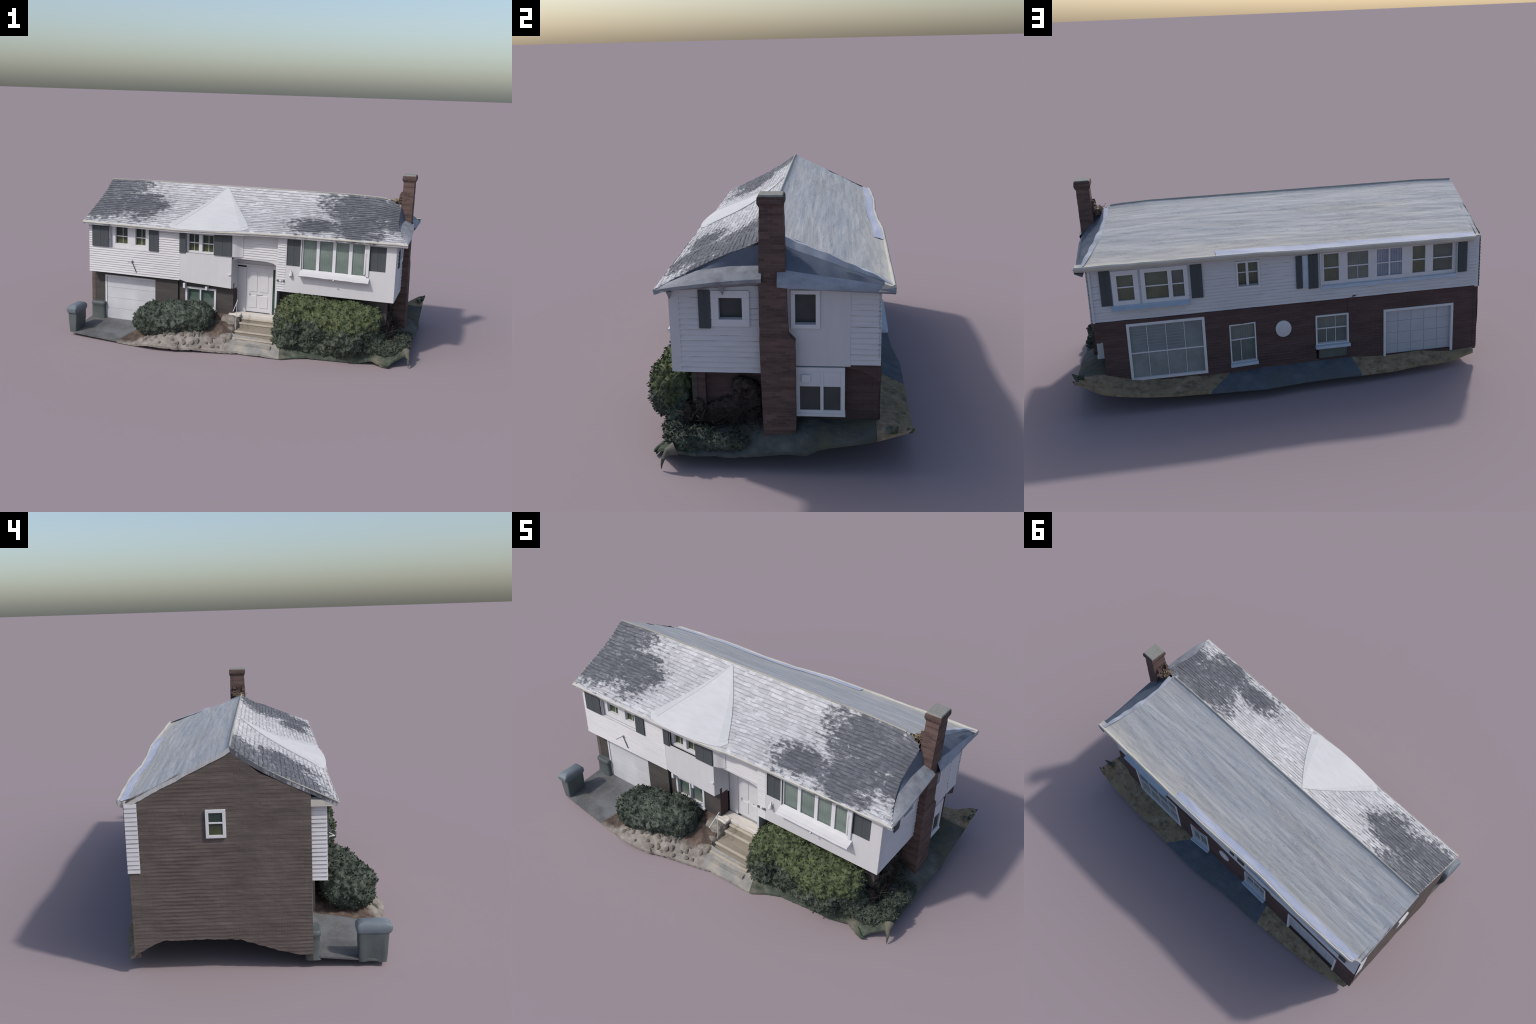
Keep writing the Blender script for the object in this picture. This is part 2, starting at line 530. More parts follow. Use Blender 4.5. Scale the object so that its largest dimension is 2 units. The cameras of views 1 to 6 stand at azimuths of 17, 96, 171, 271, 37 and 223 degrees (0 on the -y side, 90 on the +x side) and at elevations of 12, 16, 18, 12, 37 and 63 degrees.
def siding(mp, u0, u1, v0, v1, course, depth=0.0045, wobble=0.0006, b=None, holes=()):
    """lapped boards: each course leans out towards its lower edge"""
    b = b or Build()
    n = max(1, round((v1 - v0) / course))
    h = (v1 - v0) / n
    flip = u1 < u0
    shadow_h = 0.14 * h
    for i in range(n):
        seed = RNG.random() * 90
        for a, c, lo, hi in free_rects(min(u0, u1), max(u0, u1), v0 + i * h, v0 + (i + 1) * h, holes):
            d0 = depth * (v0 + (i + 1) * h - lo) / h
            d1 = depth * max(0.1, (v0 + (i + 1) * h - hi) / h)
            rows = [(lo, 0.0), (lo, d0), (hi, d1)]

            def pt(s, t):
                r = rows[round(t * 2)]
                u = lerp(c, a, s) if flip else lerp(a, c, s)
                w = nz(u, seed, 0, 18) * wobble * 2
                return mp(u, r[0] + w, max(0.0002, r[1] + w * (r[1] > 0)))
            nu = max(2, int((c - a) / 0.03))
            b.grid(pt, nu, 2)
            if i < n - 1 and hi > v0 + (i + 1) * h - 1e-6:
                fade = RNG.uniform(0.4, 1.25)

                def lap_shadow(s, t):
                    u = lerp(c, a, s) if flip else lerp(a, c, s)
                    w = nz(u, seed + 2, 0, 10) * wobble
                    return mp(u, hi + 0.0004 + w - (1 - t) * shadow_h * fade * (0.8 + 0.6 * nz(u, seed, 1, 6)), d1 + 0.0007)
                LAP_SHADOWS.grid(lap_shadow, nu, 1)
    return b


# --- lower storey walls -------------------------------------------------------
wall = Build()
wall.box(lowfront, -0.979, -0.880, 0.03, 0.352, -0.02, 0)
wall.box(lowfront, -0.880, -0.540, 0.312, 0.352, -0.02, -0.001)
wall.box(lowfront, -0.537, -0.390, 0.04, 0.352, -0.02, 0.038)
for r_ in free_rects(-0.40, -0.045, 0.05, 0.352, [(-0.343, -0.152, 0.178, 0.304)]):
    wall.box(midfront, *r_, -0.03, 0)
wall.box(lowfront, 0.222, 0.850, 0.03, 0.352, -0.02, 0)
wall.obj('masonry_wall', BRICK_FRONT, house)

arch = curve((-0.236, 0.055), (-0.17, 0.062), (-0.103, 0.080), (0.04, 0.128), (0.157, 0.135), (0.337, 0.134), (0.418, 0.094), (0.46, 0.062))
gable_top = curve((-0.236, 0.694), (-0.05, 0.775), (0.057, 0.862), (0.10, 0.842), (0.249, 0.778), (0.40, 0.703), (0.46, 0.676))
endw = Build()


def end_surface(depth, relief):
    def fn(s, t):
        y = lerp(-0.236, 0.4455, s)
        z0 = arch(y) + 0.004 * nz(y, 3, 1, 45)
        z = lerp(z0, gable_top(y), t)
        n = depth
        if relief:
            n += 0.0016 * math.sin(z * math.tau / 0.0145 + 1.2 * nz(y, z, 0, 14)) * (0.5 + 0.5 * nz(y, z, 7, 6)) + 0.0022 * fbm(y, z, 2, 9)
        return end_left(y, z, n)
    return fn


endw.grid(end_surface(0.002, True), 90, 210)
endw.grid(end_surface(-0.020, False), 40, 10)
endw.box(end_left, -0.2372, -0.226, 0.062, 0.690, -0.022, 0.0012)       # return of the wall at the front corner
endw.obj('brick_end_wall', BRICK_END, house, smooth=True, fix=False)

rearw = Build()


BRICK_HOLES = [(0.374, 0.735, 0.106, 0.394), (0.132, 0.256, 0.140, 0.338), (-0.330, -0.168, 0.102, 0.332), (-0.870, -0.512, 0.084, 0.328)]
for a, c, lo, hi in free_rects(-0.9965, 0.850, 0.068, 0.425, BRICK_HOLES):
    def rear_surface(s, t):
        x, z = lerp(a, c, s), lerp(lo, hi, t)
        return rear(x, z, 0.0012 * math.sin(z * math.tau / 0.015 + nz(x, z, 0, 9)) * (0.4 + 0.6 * nz(x, z, 4, 5)) + 0.0012 * nz(x, z, 3, 12))
    rearw.grid(rear_surface, max(4, int((c - a) / 0.012)), max(4, int((hi - lo) / 0.003)))
    rearw.box(rear, a, c, lo, hi, -0.02, -0.004)
rearw.obj('brick_rear_wall', BRICK, house, smooth=True)

rw = Build()
rw.box(low_right, -0.2355, -0.185, 0.06, 0.352, -0.05, 0)
rw.box(low_right, -0.185, 0.16, 0.06, 0.352, -0.05, -0.024)
rw.box(low_right, 0.338, 0.466, 0.07, 0.400, -0.02, 0)
rw.box(low_right, 0.16, 0.338, 0.07, 0.186, -0.02, -0.002)
rw.box(low_right, 0.16, 0.338, 0.366, 0.40, -0.02, -0.002)
for mp_, prof_, d_ in ((end_right, ((0.469, 0.386), (0.469, 0.315), (0.446, 0.330), (0.40, 0.358), (0.338, 0.371), (0.338, 0.386)), -0.003),
                       (rear, ((0.846, 0.4135), (0.8845, 0.4135), (0.8845, 0.335), (0.868, 0.312), (0.846, 0.318)), -0.001)):
    nf = len(prof_)                                                # ragged brick remnant left hanging at the corner
    rw.add([mp_(u, v, d_) for u, v in prof_] + [mp_(u, v, d_ - 0.012) for u, v in prof_],
           [tuple(range(nf)), tuple(range(2 * nf - 1, nf - 1, -1))] + [(k, nf + k, nf + (k + 1) % nf, (k + 1) % nf) for k in range(nf)])
rw.obj('brick_side_wall', BRICK, house)

# --- upper storey: board cladding ---------------------------------------------
core = Build()                                                     # wall boards behind the cladding, and the overhang floor
for r_ in free_rects(-0.965, -0.049, 0.352, 0.672, FRONT_HOLES) + free_rects(0.226, 0.887, 0.348, 0.672, FRONT_HOLES) + []:
    core.box(front, *r_, -0.012, -0.001)
core.box(front, -0.049, 0.227, 0.517, 0.672, -0.036, -0.026)
core.box(lambda u, v, n: (-0.965 - n, u, v), -0.2965, -0.230, 0.350, 0.672, -0.03, -0.0015)
core.box(end_left, 0.404, 0.452, 0.408, 0.668, -0.02, -0.002)
for r_ in free_rects(-0.294, 0.04, 0.347, 0.676, SIDE_HOLES) + free_rects(0.04, 0.466, 0.384, 0.676, SIDE_HOLES):
    core.box(end_right, *r_, -0.012, -0.001)
for r_ in free_rects(-0.993, 0.872, 0.418, 0.665, REAR_HOLES):
    core.box(rear, *r_, -0.012, 0.0)
core.box(front, -0.963, -0.37, 0.350, 0.362, -0.060, -0.012)        # floor of the overhang
core.box(front, 0.226, 0.885, 0.347, 0.360, -0.060, -0.012)
core.box(lambda u, v, n: (0.2265 + n, u, v), -0.2945, -0.265, 0.50, 0.672, 0.0, 0.01)
core.box(end_right, -0.28, 0.45, 0.3855, 0.398, -0.045, -0.002)
core.obj('upper_wall', WHITE, house)

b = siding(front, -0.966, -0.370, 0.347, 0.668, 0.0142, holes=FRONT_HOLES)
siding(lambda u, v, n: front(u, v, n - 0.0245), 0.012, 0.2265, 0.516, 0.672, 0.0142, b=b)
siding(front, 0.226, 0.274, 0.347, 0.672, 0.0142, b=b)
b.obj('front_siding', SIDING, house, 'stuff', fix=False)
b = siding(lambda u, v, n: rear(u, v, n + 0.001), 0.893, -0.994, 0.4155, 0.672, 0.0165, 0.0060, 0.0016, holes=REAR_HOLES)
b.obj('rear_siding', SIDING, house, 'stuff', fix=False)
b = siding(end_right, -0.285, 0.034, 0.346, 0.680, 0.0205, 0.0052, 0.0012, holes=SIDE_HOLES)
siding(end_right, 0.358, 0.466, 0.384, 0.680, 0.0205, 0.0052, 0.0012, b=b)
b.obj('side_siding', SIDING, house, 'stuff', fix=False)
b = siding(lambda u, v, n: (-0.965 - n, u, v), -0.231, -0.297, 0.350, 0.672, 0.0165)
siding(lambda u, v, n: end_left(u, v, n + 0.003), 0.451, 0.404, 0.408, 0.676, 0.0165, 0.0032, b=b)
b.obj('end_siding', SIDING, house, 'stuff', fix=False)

LAP_SHADOWS.obj('siding_shadow_strip', speckled('painted_lap_shadow', (0.16, 0.16, 0.175), 0.15), house, 'stuff', fix=False)

pan = Build()


def panel_low(u):                                                  # lower edge of the left smooth panel droops to the right
    return curve((-0.37, 0.352), (-0.328, 0.341), (-0.049, 0.329))(u)


pan.slab(lambda s, t: front(lerp(-0.370, -0.047, s), lerp(panel_low(lerp(-0.370, -0.047, s)), 0.518, t), 0.003 + 0.0008 * nz(s, t, 1, 5)), 20, 14,
         lambda p: (p.x, p.y + 0.012, p.z))
for r_ in free_rects(-0.370, -0.047, 0.518, 0.672, FRONT_HOLES) + free_rects(0.2745, 0.889, 0.346, 0.676, FRONT_HOLES):
    pan.box(front, *r_, -0.009, 0.003)
pan.slab(lambda s, t: front(lerp(-0.0468, 0.0138, s), lerp(0.517, 0.672, t), lerp(0.003, -0.0185, smooth(s))), 8, 2, lambda p: (p.x, p.y + 0.008, p.z))
for r_ in free_rects(0.13, 0.3578, 0.377, 0.680, SIDE_HOLES):
    pan.box(end_right, *r_, -0.009, 0.003)
pan.box(end_right, -0.2985, -0.262, 0.3465, 0.676, -0.01, 0.0045)
pan.obj('smooth_panel', PANEL, house)
# underside of the drooping panel
ov = Build()
ov.slab(lambda s, t: (lerp(-0.369, -0.048, s), lerp(-0.288, -0.200, t), panel_low(lerp(-0.369, -0.048, s)) + lerp(0.001, 0.03, t)), 10, 4, lambda p: (p.x, p.y, p.z + 0.01))
ov.obj('overhang_floor', PANEL, house)

# --- entry recess --------------------------------------------------------------
en = Build()
arch_top = curve((-0.047, 0.492), (-0.02, 0.502), (0.0, 0.505), (0.15, 0.503), (0.195, 0.496), (0.212, 0.486), (0.226, 0.470))
en.slab(lambda s, t: (-0.047 + lerp(0, 0.004, s), lerp(-0.298, -0.190, s), lerp(lerp(0.332, 0.30, s), 0.50, t)), 6, 8, lambda p: (p.x - 0.014, p.y, p.z))
en.slab(lambda s, t: (lerp(-0.047, 0.226, s), lerp(-0.2735, -0.190, t), arch_top(lerp(-0.047, 0.226, s))), 24, 4, lambda p: (p.x, p.y, 0.519))
en.box(lambda u, v, n: (0.217 + n, u, v), -0.2935, -0.190, 0.16, 0.505, 0.0, 0.012)
en.box(doorwall, -0.047, 0.226, 0.44, 0.516, -0.012, 0.004)
en.box(doorwall, -0.047, 0.226, 0.14, 0.516, -0.03, -0.012)
en.box(doorwall, -0.047, 0.010, 0.165, 0.45, -0.012, 0.004)
en.box(doorwall, 0.206, 0.226, 0.165, 0.45, -0.012, 0.020)
en.box(doorwall, 0.162, 0.174, 0.165, 0.45, -0.012, 0.006)
en.box(doorwall, -0.047, 0.226, 0.453, 0.462, 0.0, 0.012)
en.box(doorwall, -0.047, 0.226, 0.474, 0.480, 0.0, 0.009)
en.obj('entry_surround', PANEL, house, bevel=0.001)
pst = Build()
pst.box(midfront, -0.054, -0.0435, 0.15, 0.318, -0.06, -0.004)
pst.obj('entry_post', BURGUNDY, house, bevel=0.001)

door = Build()
door.box(doorwall, 0.010, 0.162, 0.172, 0.44, -0.012, 0.0)
for u0, u1, v0, v1 in ((0.026, 0.080, 0.195, 0.275), (0.092, 0.148, 0.195, 0.275), (0.026, 0.080, 0.292, 0.418), (0.092, 0.148, 0.292, 0.418)):
    door.box(doorwall, u0, u1, v0, v1, -0.002, 0.003, 0.004)
dobj = door.obj('front_door', WHITE, house, bevel=0.0008)
kn = Build()
kn.tube([doorwall(0.03, 0.285, 0.0), doorwall(0.03, 0.285, 0.012)], [0.004, 0.005], 10)
kn.tube([doorwall(0.07, 0.281, 0.004), doorwall(0.11, 0.283, 0.004)], 0.0025, 8)
kn.obj('door_handle', METAL, dobj, smooth=True)
sl = Build()
sl.box(doorwall, 0.174, 0.206, 0.182, 0.446, -0.012, 0.001)
sl.obj('sidelight_pane', glass('sidelight_glass', (0.025, 0.05, 0.04), (0.04, 0.075, 0.06), 0.30), house)

# --- windows ---------------------------------------------------------------------
def window(mp, u0, u1, v0, v1, pane_mat, border=0.012, mullions=(), rails=(), bars=(), proud=0.007, glass_n=-0.020, trim=TRIM, depth=0.026):
    """frame with stiles at mullions, meeting rails and thin glazing bars; one pane per light"""
    fr = Build()
    fr.box(mp, u0, u1, v0, v0 + border, -depth, proud)
    fr.box(mp, u0, u1, v1 - border, v1, -depth, proud)
    fr.box(mp, u0, u0 + border, v0 + border, v1 - border, -depth, proud)
    fr.box(mp, u1 - border, u1, v0 + border, v1 - border, -depth, proud)
    edges = [u0 + border]
    for m, w in sorted(mullions):
        fr.box(mp, m - w / 2, m + w / 2, v0 + border, v1 - border, -depth, min(proud * 0.92, glass_n + 0.018))
        edges += [m - w / 2, m + w / 2]
    edges.append(u1 - border)
    for v in rails:
        fr.box(mp, u0 + border, u1 - border, v - 0.003, v + 0.003, -depth, glass_n + 0.0045)
    for u, a, c in bars:
        fr.box(mp, u - 0.0014, u + 0.0014, max(a, v0 + border), min(c, v1 - border), -depth, glass_n + 0.0035)
    w = fr.obj('window', trim, house, bevel=0.0007)
    mats = pane_mat if isinstance(pane_mat, (list, tuple)) else [pane_mat] * 9
    for i in range(0, len(edges), 2):
        p = Build()
        a, c = edges[i], edges[i + 1]
        p.box(mp, a - 0.001, c + 0.001, v0 + border - 0.001, v1 - border + 0.001, -depth + 0.001, glass_n)
        p.obj('window_pane', mats[i // 2], w)
    return w


S = 0.0035                                                         # cladding thickness


def on(mp, d):
    return lambda u, v, n: mp(u, v, n + d)


fs = on(front, S)
fb = on(front, -0.015)
window(fb, -0.828, -0.570, 0.500, 0.668, GLASS_FRONT, 0.030, ((-0.692, 0.052),), (0.573,), ((-0.755, 0.5, 0.66), (-0.630, 0.5, 0.66)), 0.0, -0.018, TRIM, 0.024)
window(fb, -0.335, -0.155, 0.516, 0.640, GLASS_FRONT, 0.012, ((-0.247, 0.022),), (0.575,), ((-0.291, 0.5, 0.66), (-0.201, 0.5, 0.66)), 0.0, -0.018, TRIM, 0.024)
# picture window above the front shrub: four lights and a projecting, sloping sill
window(on(front, -0.006), 0.362, 0.742, 0.470, 0.664, GLASS_BAY, 0.010, ((0.4565, 0.018), (0.549, 0.018), (0.640, 0.020)), (), (), 0.0, -0.006)
bay = Build()
prof = [(-0.012, 0.486), (0.006, 0.475), (0.028, 0.467), (0.040, 0.465), (0.042, 0.457), (0.034, 0.451), (0.0, 0.446)]
bay.grid(lambda s, t: fs(lerp(0.360, 0.752, s), prof[round(t * 6)][1] + 0.002 * nz(s * 9, t, 2) - 0.006 * s, prof[round(t * 6)][0] + 0.001), 24, 6)
bay.add([fs(0.360, z, n + 0.001) for n, z in prof], [tuple(range(7))])
bay.add([fs(0.752, z - 0.006, n + 0.001) for n, z in prof], [tuple(range(7))])
bay.box(fs, 0.730, 0.746, 0.48, 0.664, -0.01, 0.008)
bay.tube([fs(0.722, 0.49, 0.0), fs(0.726, 0.61, 0.003), fs(0.723, 0.66, 0.0)], [0.005, 0.009, 0.005], 8)
bay.obj('bay_sill', WHITE, house, bevel=0.0012)
# lower front window, partly behind the hedge
window(midfront, -0.345, -0.150, 0.176, 0.306, GLASS_LOW, 0.012, ((-0.250, 0.008),), (), (), 0.006, -0.014)
br = Build()
br.box(midfront, -0.352, -0.338, 0.300, 0.330, 0.0, 0.03)
br.box(midfront, -0.212, -0.198, 0.300, 0.322, 0.0, 0.03)
br.box(midfront, -0.348, -0.146, 0.166, 0.178, 0.0, 0.014)
br.obj('window_bracket', TRIM, house, bevel=0.001)

rs = on(rear, 0.0065)
window(rs, 0.660, 0.782, 0.488, 0.658, GLASS_REAR, 0.024, (), (0.575,), (), 0.004, -0.007)
window(rs, 0.434, 0.650, 0.488, 0.658, [GLASS_DARKR, GLASS_REAR], 0.020, ((0.517, 0.020),), (0.570,), (), 0.004, -0.007)
window(rs, 0.096, 0.209, 0.516, 0.650, GLASS_REAR, 0.009, ((0.155, 0.012),), (0.586,), (), 0.002, -0.030, TRIM, 0.036)
window(on(rear, -0.008), -0.884, -0.194, 0.484, 0.664, [GLASS_DARKR, GLASS_REAR, GLASS_DRAPE, GLASS_PALE, GLASS_REAR], 0.022,
       ((-0.310, 0.044), (-0.457, 0.044), (-0.632, 0.054), (-0.743, 0.040)), (0.572,), ((-0.383, 0.49, 0.572),), 0.0, -0.007)
st = Build()
st.box(on(rear, -0.008), -0.546, -0.538, 0.50, 0.648, -0.02, -0.002)
st.obj('window_stile', TRIM, house)
for u0, u1, z, back, lip in ((0.434, 0.790, 0.472, 0.0, 0.034), (-0.884, -0.196, 0.468, -0.018, 0.004)):
    s_ = Build()
    sp_ = [(back, 0.022), (lip * 0.4, 0.014), (lip, 0.005), (lip - 0.004, 0.0), (back, 0.0)]
    s_.grid(lambda s, t: rs(lerp(u0, u1, s), z + sp_[round(t * 4)][1], sp_[round(t * 4)][0]), 12, 4)
    for u in (u0, u1):
        s_.add([rs(u, z + a, n) for n, a in sp_], [(0, 1, 2, 3, 4)])
    s_.obj('window_sill', SILL, house, bevel=0.001)
lin = Build()
for a, c in ((-0.884, -0.880), (-0.198, -0.194)):
    lin.box(rear, a, c, 0.484, 0.664, -0.045, 0.009)
lin.box(rear, -0.884, -0.194, 0.660, 0.668, -0.045, 0.009)
lin.obj('window_lining', TRIM, house)
b0 = on(rear, 0.001)
window(b0, 0.130, 0.258, 0.138, 0.340, GLASS_PALE, 0.006, (), (0.256,), ((0.205, 0.13, 0.256),), 0.003, -0.014)
window(b0, -0.332, -0.166, 0.176, 0.334, GLASS_PALE, 0.008, (), (0.258,), ((-0.222, 0.17, 0.258), (-0.268, 0.17, 0.334)), 0.005, -0.016)
window(b0, -0.330, -0.178, 0.100, 0.172, GLASS_PALE, 0.003, (), (), (), 0.002, -0.006, BRICK)
ls = Build()
ls.box(b0, 0.126, 0.262, 0.126, 0.142, 0, 0.022)
ls.box(b0, -0.336, -0.162, 0.164, 0.180, 0, 0.026)
ls.obj('window_ledge', SILL, house, bevel=0.002)
# glazed slider with a grid of bars
window(b0, 0.372, 0.737, 0.104, 0.396, GLASS_SLIDER, 0.013, (), (0.243,), ((0.470, 0.1, 0.4), (0.557, 0.1, 0.4), (0.645, 0.1, 0.4)), 0.002, -0.009)
bl = Build()
for i in range(8):
    bl.box(b0, 0.470 if i < 6 else 0.558, 0.722, 0.262 + i * 0.016, 0.2665 + i * 0.016, -0.012, -0.0078)
bl.obj('window_blind', speckled('blind_slat', (0.22, 0.25, 0.26), 0.1), house, 'stuff')

window(on(end_right, S), -0.143, -0.004, 0.528, 0.664, GLASS_DARK, 0.027, (), (), (), 0.006)
window(on(end_right, S), 0.144, 0.248, 0.524, 0.668, GLASS_DARK, 0.015, (), (), (), 0.006)
window(on(end_right, 0.0), 0.157, 0.338, 0.186, 0.372, [GLASS_DARK, GLASS_DARK], 0.016, ((0.254, 0.012),), (), (), 0.006, 0.0)
pb = Build()
pb.box(end_right, 0.160, 0.336, 0.296, 0.370, -0.004, 0.004)
pb.box(end_right, 0.180, 0.212, 0.315, 0.345, 0.0, 0.012)
pb.box(end_right, 0.152, 0.340, 0.178, 0.190, -0.03, 0.010)
pb.obj('window_board', TRIM, house, bevel=0.001)
window(on(end_left, 0.002), 0.079, 0.154, 0.536, 0.644, GLASS_FRONT, 0.012, (), (0.594,), (), 0.009, 0.005)

# --- shutters (one shared board mesh) ----------------------------------------------
sh = Build()
unit = lambda u, v, n: (u, -n, v)
sh.box(unit, 0.0, 0.495, 0, 1, -0.2, 1)
sh.box(unit, 0.505, 1.0, 0, 1, -0.2, 1)
sh.box(unit, 0.40, 0.60, 0.02, 0.98, -0.2, 0.75)
shm = sh.obj('shutter', SHUTTER, house)
shutter_mesh = shm.data
bpy.data.objects.remove(shm)


def shutter(origin, rot, w, h, d=0.006):
    o = place('shutter', shutter_mesh, house)
    o.location = origin
    o.rotation_euler = (0, 0, rot)
    o.scale = (w, d, h)


for u0, u1, v0, v1 in ((-0.942, -0.831, 0.507, 0.650), (-0.567, -0.507, 0.508, 0.650), (-0.371, -0.334, 0.516, 0.646),
                       (-0.156, -0.048, 0.520, 0.646), (0.277, 0.360, 0.497, 0.654), (0.744, 0.838, 0.511, 0.654)):
    back = 0.013 if u0 > 0 else 0.0
    shutter((u0, FRONT_Y - 0.0035 + back, v0), 0, u1 - u0, v1 - v0, 0.006 + back * 0.1)
for u0, u1, v0, v1 in ((0.786, 0.835, 0.493, 0.662), (0.368, 0.422, 0.492, 0.656), (-0.106, -0.076, 0.490, 0.650), (-0.182, -0.135, 0.484, 0.654),
                       (-0.928, -0.884, 0.497, 0.650)):
    shutter((u1, 0.452 + 0.009, v0), math.pi, u1 - u0, v1 - v0)
shutter((0.886 + 0.004, -0.189, 0.520), math.pi / 2, 0.042, 0.146)
bd = Build()
bd.box(rs, -0.136, -0.105, 0.492, 0.652, 0, 0.004)
bd.obj('trim_board', SILL, house)


# --- garage doors --------------------------------------------------------------------
def garage(mp, u0, u1, v0, v1, rows, cols, mat, frame, groove, back=0.0, proud=0.007):
    fr = Build()
    fr.box(mp, u0, u1, v1 - frame, v1, -0.03, proud)
    fr.box(mp, u0, u0 + frame, v0, v1 - frame, -0.03, proud)
    fr.box(mp, u1 - frame, u1, v0, v1 - frame, -0.03, proud)
    fo = fr.obj('garage_frame', TRIM, house, bevel=0.001)
    d = Build()
    a, c, h = u0 + frame, u1 - frame, v1 - frame - v0
    for r in range(rows):
        for q in range(cols):
            d.box(mp, lerp(a, c, q / cols) + groove, lerp(a, c, (q + 1) / cols) - groove, v0 + h * r / rows + groove, v0 + h * (r + 1) / rows - groove, -0.024 - back, -0.001 - back)
    d.box(mp, a, c, v0, v1 - frame, -0.028 - back, -0.0035 - back)
    d.obj('garage_door', mat, fo, bevel=0.001)


garage(lowfront, -0.890, -0.535, 0.040, 0.318, 4, 1, GARAGE, 0.011, 0.0007, -0.004)
garage(b0, -0.872, -0.510, 0.072, 0.330, 4, 5, GARAGE_REAR, 0.012, 0.0006, 0.014, 0.004)

disc = Build()
disc.tube([rear(-0.006, 0.288, -0.002), rear(-0.006, 0.288, 0.006), rear(-0.006, 0.288, 0.0075)], [0.042, 0.042, 0.038], 40)
disc.tube([rear(-0.006, 0.288, 0.006), rear(-0.006, 0.288, 0.0095)], [0.024, 0.022], 32)
do = disc.obj('round_vent', WHITE, house, smooth=True)
do.scale = (0.92, 1, 1)

# --- small fittings ------------------------------------------------------------------
fl = Build()
fl.tube([front(-0.651, 0.366, 0.006), front(-0.662, 0.398, 0.008), front(-0.680, 0.432, 0.006)], 0.0022)
fl.obj('wall_bracket', DARKMETAL, house)
fl = Build()
fl.tube([front(-0.680, 0.430, 0.0), front(-0.681, 0.437, 0.055)], [0.003, 0.0025])
fl.tube([front(-0.688, 0.432, 0.01), front(-0.672, 0.440, 0.012)], 0.004)
fl.obj('flag_holder', METAL, house)
lamp = Build()
lamp.tube([front(0.310, 0.472, 0.004), front(0.310, 0.462, 0.016), front(0.310, 0.448, 0.018), front(0.310, 0.438, 0.012)], [0.003, 0.007, 0.010, 0.006], 12)
lamp.box(front, 0.302, 0.318, 0.440, 0.470, 0.0, 0.007)
lamp.obj('wall_lamp', METAL, house, smooth=True)
for dx in (0.232, 0.250, 0.267):
    nb = Build()
    nb.box(front, dx - 0.005, dx + 0.006, 0.404, 0.413, 0.0, 0.010)
    nb.obj('door_number', DARKMETAL if dx != 0.25 else METAL, house, bevel=0.001)
nb = Build()
nb.box(front, -0.066, -0.049, 0.408, 0.415, 0.0, 0.010)
nb.tube([front(0.560, 0.452, 0.05), front(0.560, 0.440, 0.04)], 0.004)
nb.obj('wall_fitting', METAL, house, bevel=0.001)

# --- roof --------------------------------------------------------------------------------
eave_z = curve((-0.985, 0.658), (-0.37, 0.656), (0.0, 0.670), (0.3, 0.678), (0.95, 0.681))
eave_y = curve((-0.985, -0.338), (-0.44, -0.338), (-0.38, -0.342), (-0.12, -0.348), (0.03, -0.345), (0.07, -0.337), (0.95, -0.336))
ridge_z = curve((-0.985, 0.874), (-0.80, 0.881), (0.60, 0.881), (0.74, 0.874), (0.88, 0.862))
RIDGE_Y = 0.057


sag_at = curve((-0.99, 0.014), (-0.80, 0.013), (-0.50, 0.016), (-0.20, 0.021), (0.15, 0.028), (0.42, 0.028), (0.60, 0.018), (0.72, 0.010), (0.95, 0.005))


def front_roof(x, s, lift=0.0):
    """s runs 0 at the eave to 1 at the ridge"""
    y = lerp(eave_y(x), RIDGE_Y, s)
    z = lerp(eave_z(x), ridge_z(x), s)
    if 0 < s < 1:
        z -= sag_at(x) * math.sin(math.pi * s ** lerp(1.5, 1.85, smooth((x + 0.1) / 0.4)))
    z -= 0.014 * smooth((x - 0.72) / 0.15) * smooth((y + 0.10) / 0.13)
    z += 0.002 * nz(x, y, 1, 3)
    return V((x, y - lift * 0.47, z + lift * 0.88))


front_rake = curve((0.0, 0.952), (0.115, 0.922), (0.25, 0.899), (0.33, 0.888), (0.46, 0.874), (0.66, 0.868), (0.90, 0.864), (0.955, 0.848), (1.0, 0.795))

deck = Build()
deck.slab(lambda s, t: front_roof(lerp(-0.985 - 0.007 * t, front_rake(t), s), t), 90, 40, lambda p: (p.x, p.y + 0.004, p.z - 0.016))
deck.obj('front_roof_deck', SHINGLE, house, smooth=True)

tabs = [Build() for _ in SHINGLE_TONES]
butts = Build()  # flat darkened strips drawing the shadow line below each shingle row
ROWS = 23
for r in range(ROWS):
    s0, s1 = r / ROWS, min(1.0, (r + 1.25) / ROWS)
    xr = front_rake((s0 + s1) / 2) - 0.002
    x = -0.988 + RNG.uniform(-0.03, 0)
    while x < xr:
        w = RNG.choice((0.020, 0.026, 0.034, 0.045)) * RNG.uniform(0.85, 1.2)
        a, c = max(x, -0.985 - 0.005 * s0), min(x + w, xr)
        x += w
        if c - a < 0.004:
            continue
        j = RNG.uniform(-0.10, 0.10) / ROWS
        h = RNG.uniform(0.0012, 0.0034)
        sl_ = max(-0.004, s0 + j)
        p = [front_roof(a, sl_, h), front_roof(c, sl_, h), front_roof(c, s1, 0.0008), front_roof(a, s1, 0.0008),
             front_roof(a, sl_, 0.0), front_roof(c, sl_, 0.0)]
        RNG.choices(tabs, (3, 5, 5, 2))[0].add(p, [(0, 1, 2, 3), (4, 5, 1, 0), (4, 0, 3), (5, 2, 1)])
        if r and RNG.random() < 0.85:
            d = RNG.uniform(0.06, 0.17) / ROWS
            butts.add([front_roof(a, sl_ - d, 0.0038), front_roof(c, sl_ - d, 0.0038), front_roof(c, sl_ + 0.002, 0.0034), front_roof(a, sl_ + 0.002, 0.0034)], [(0, 1, 2, 3)])
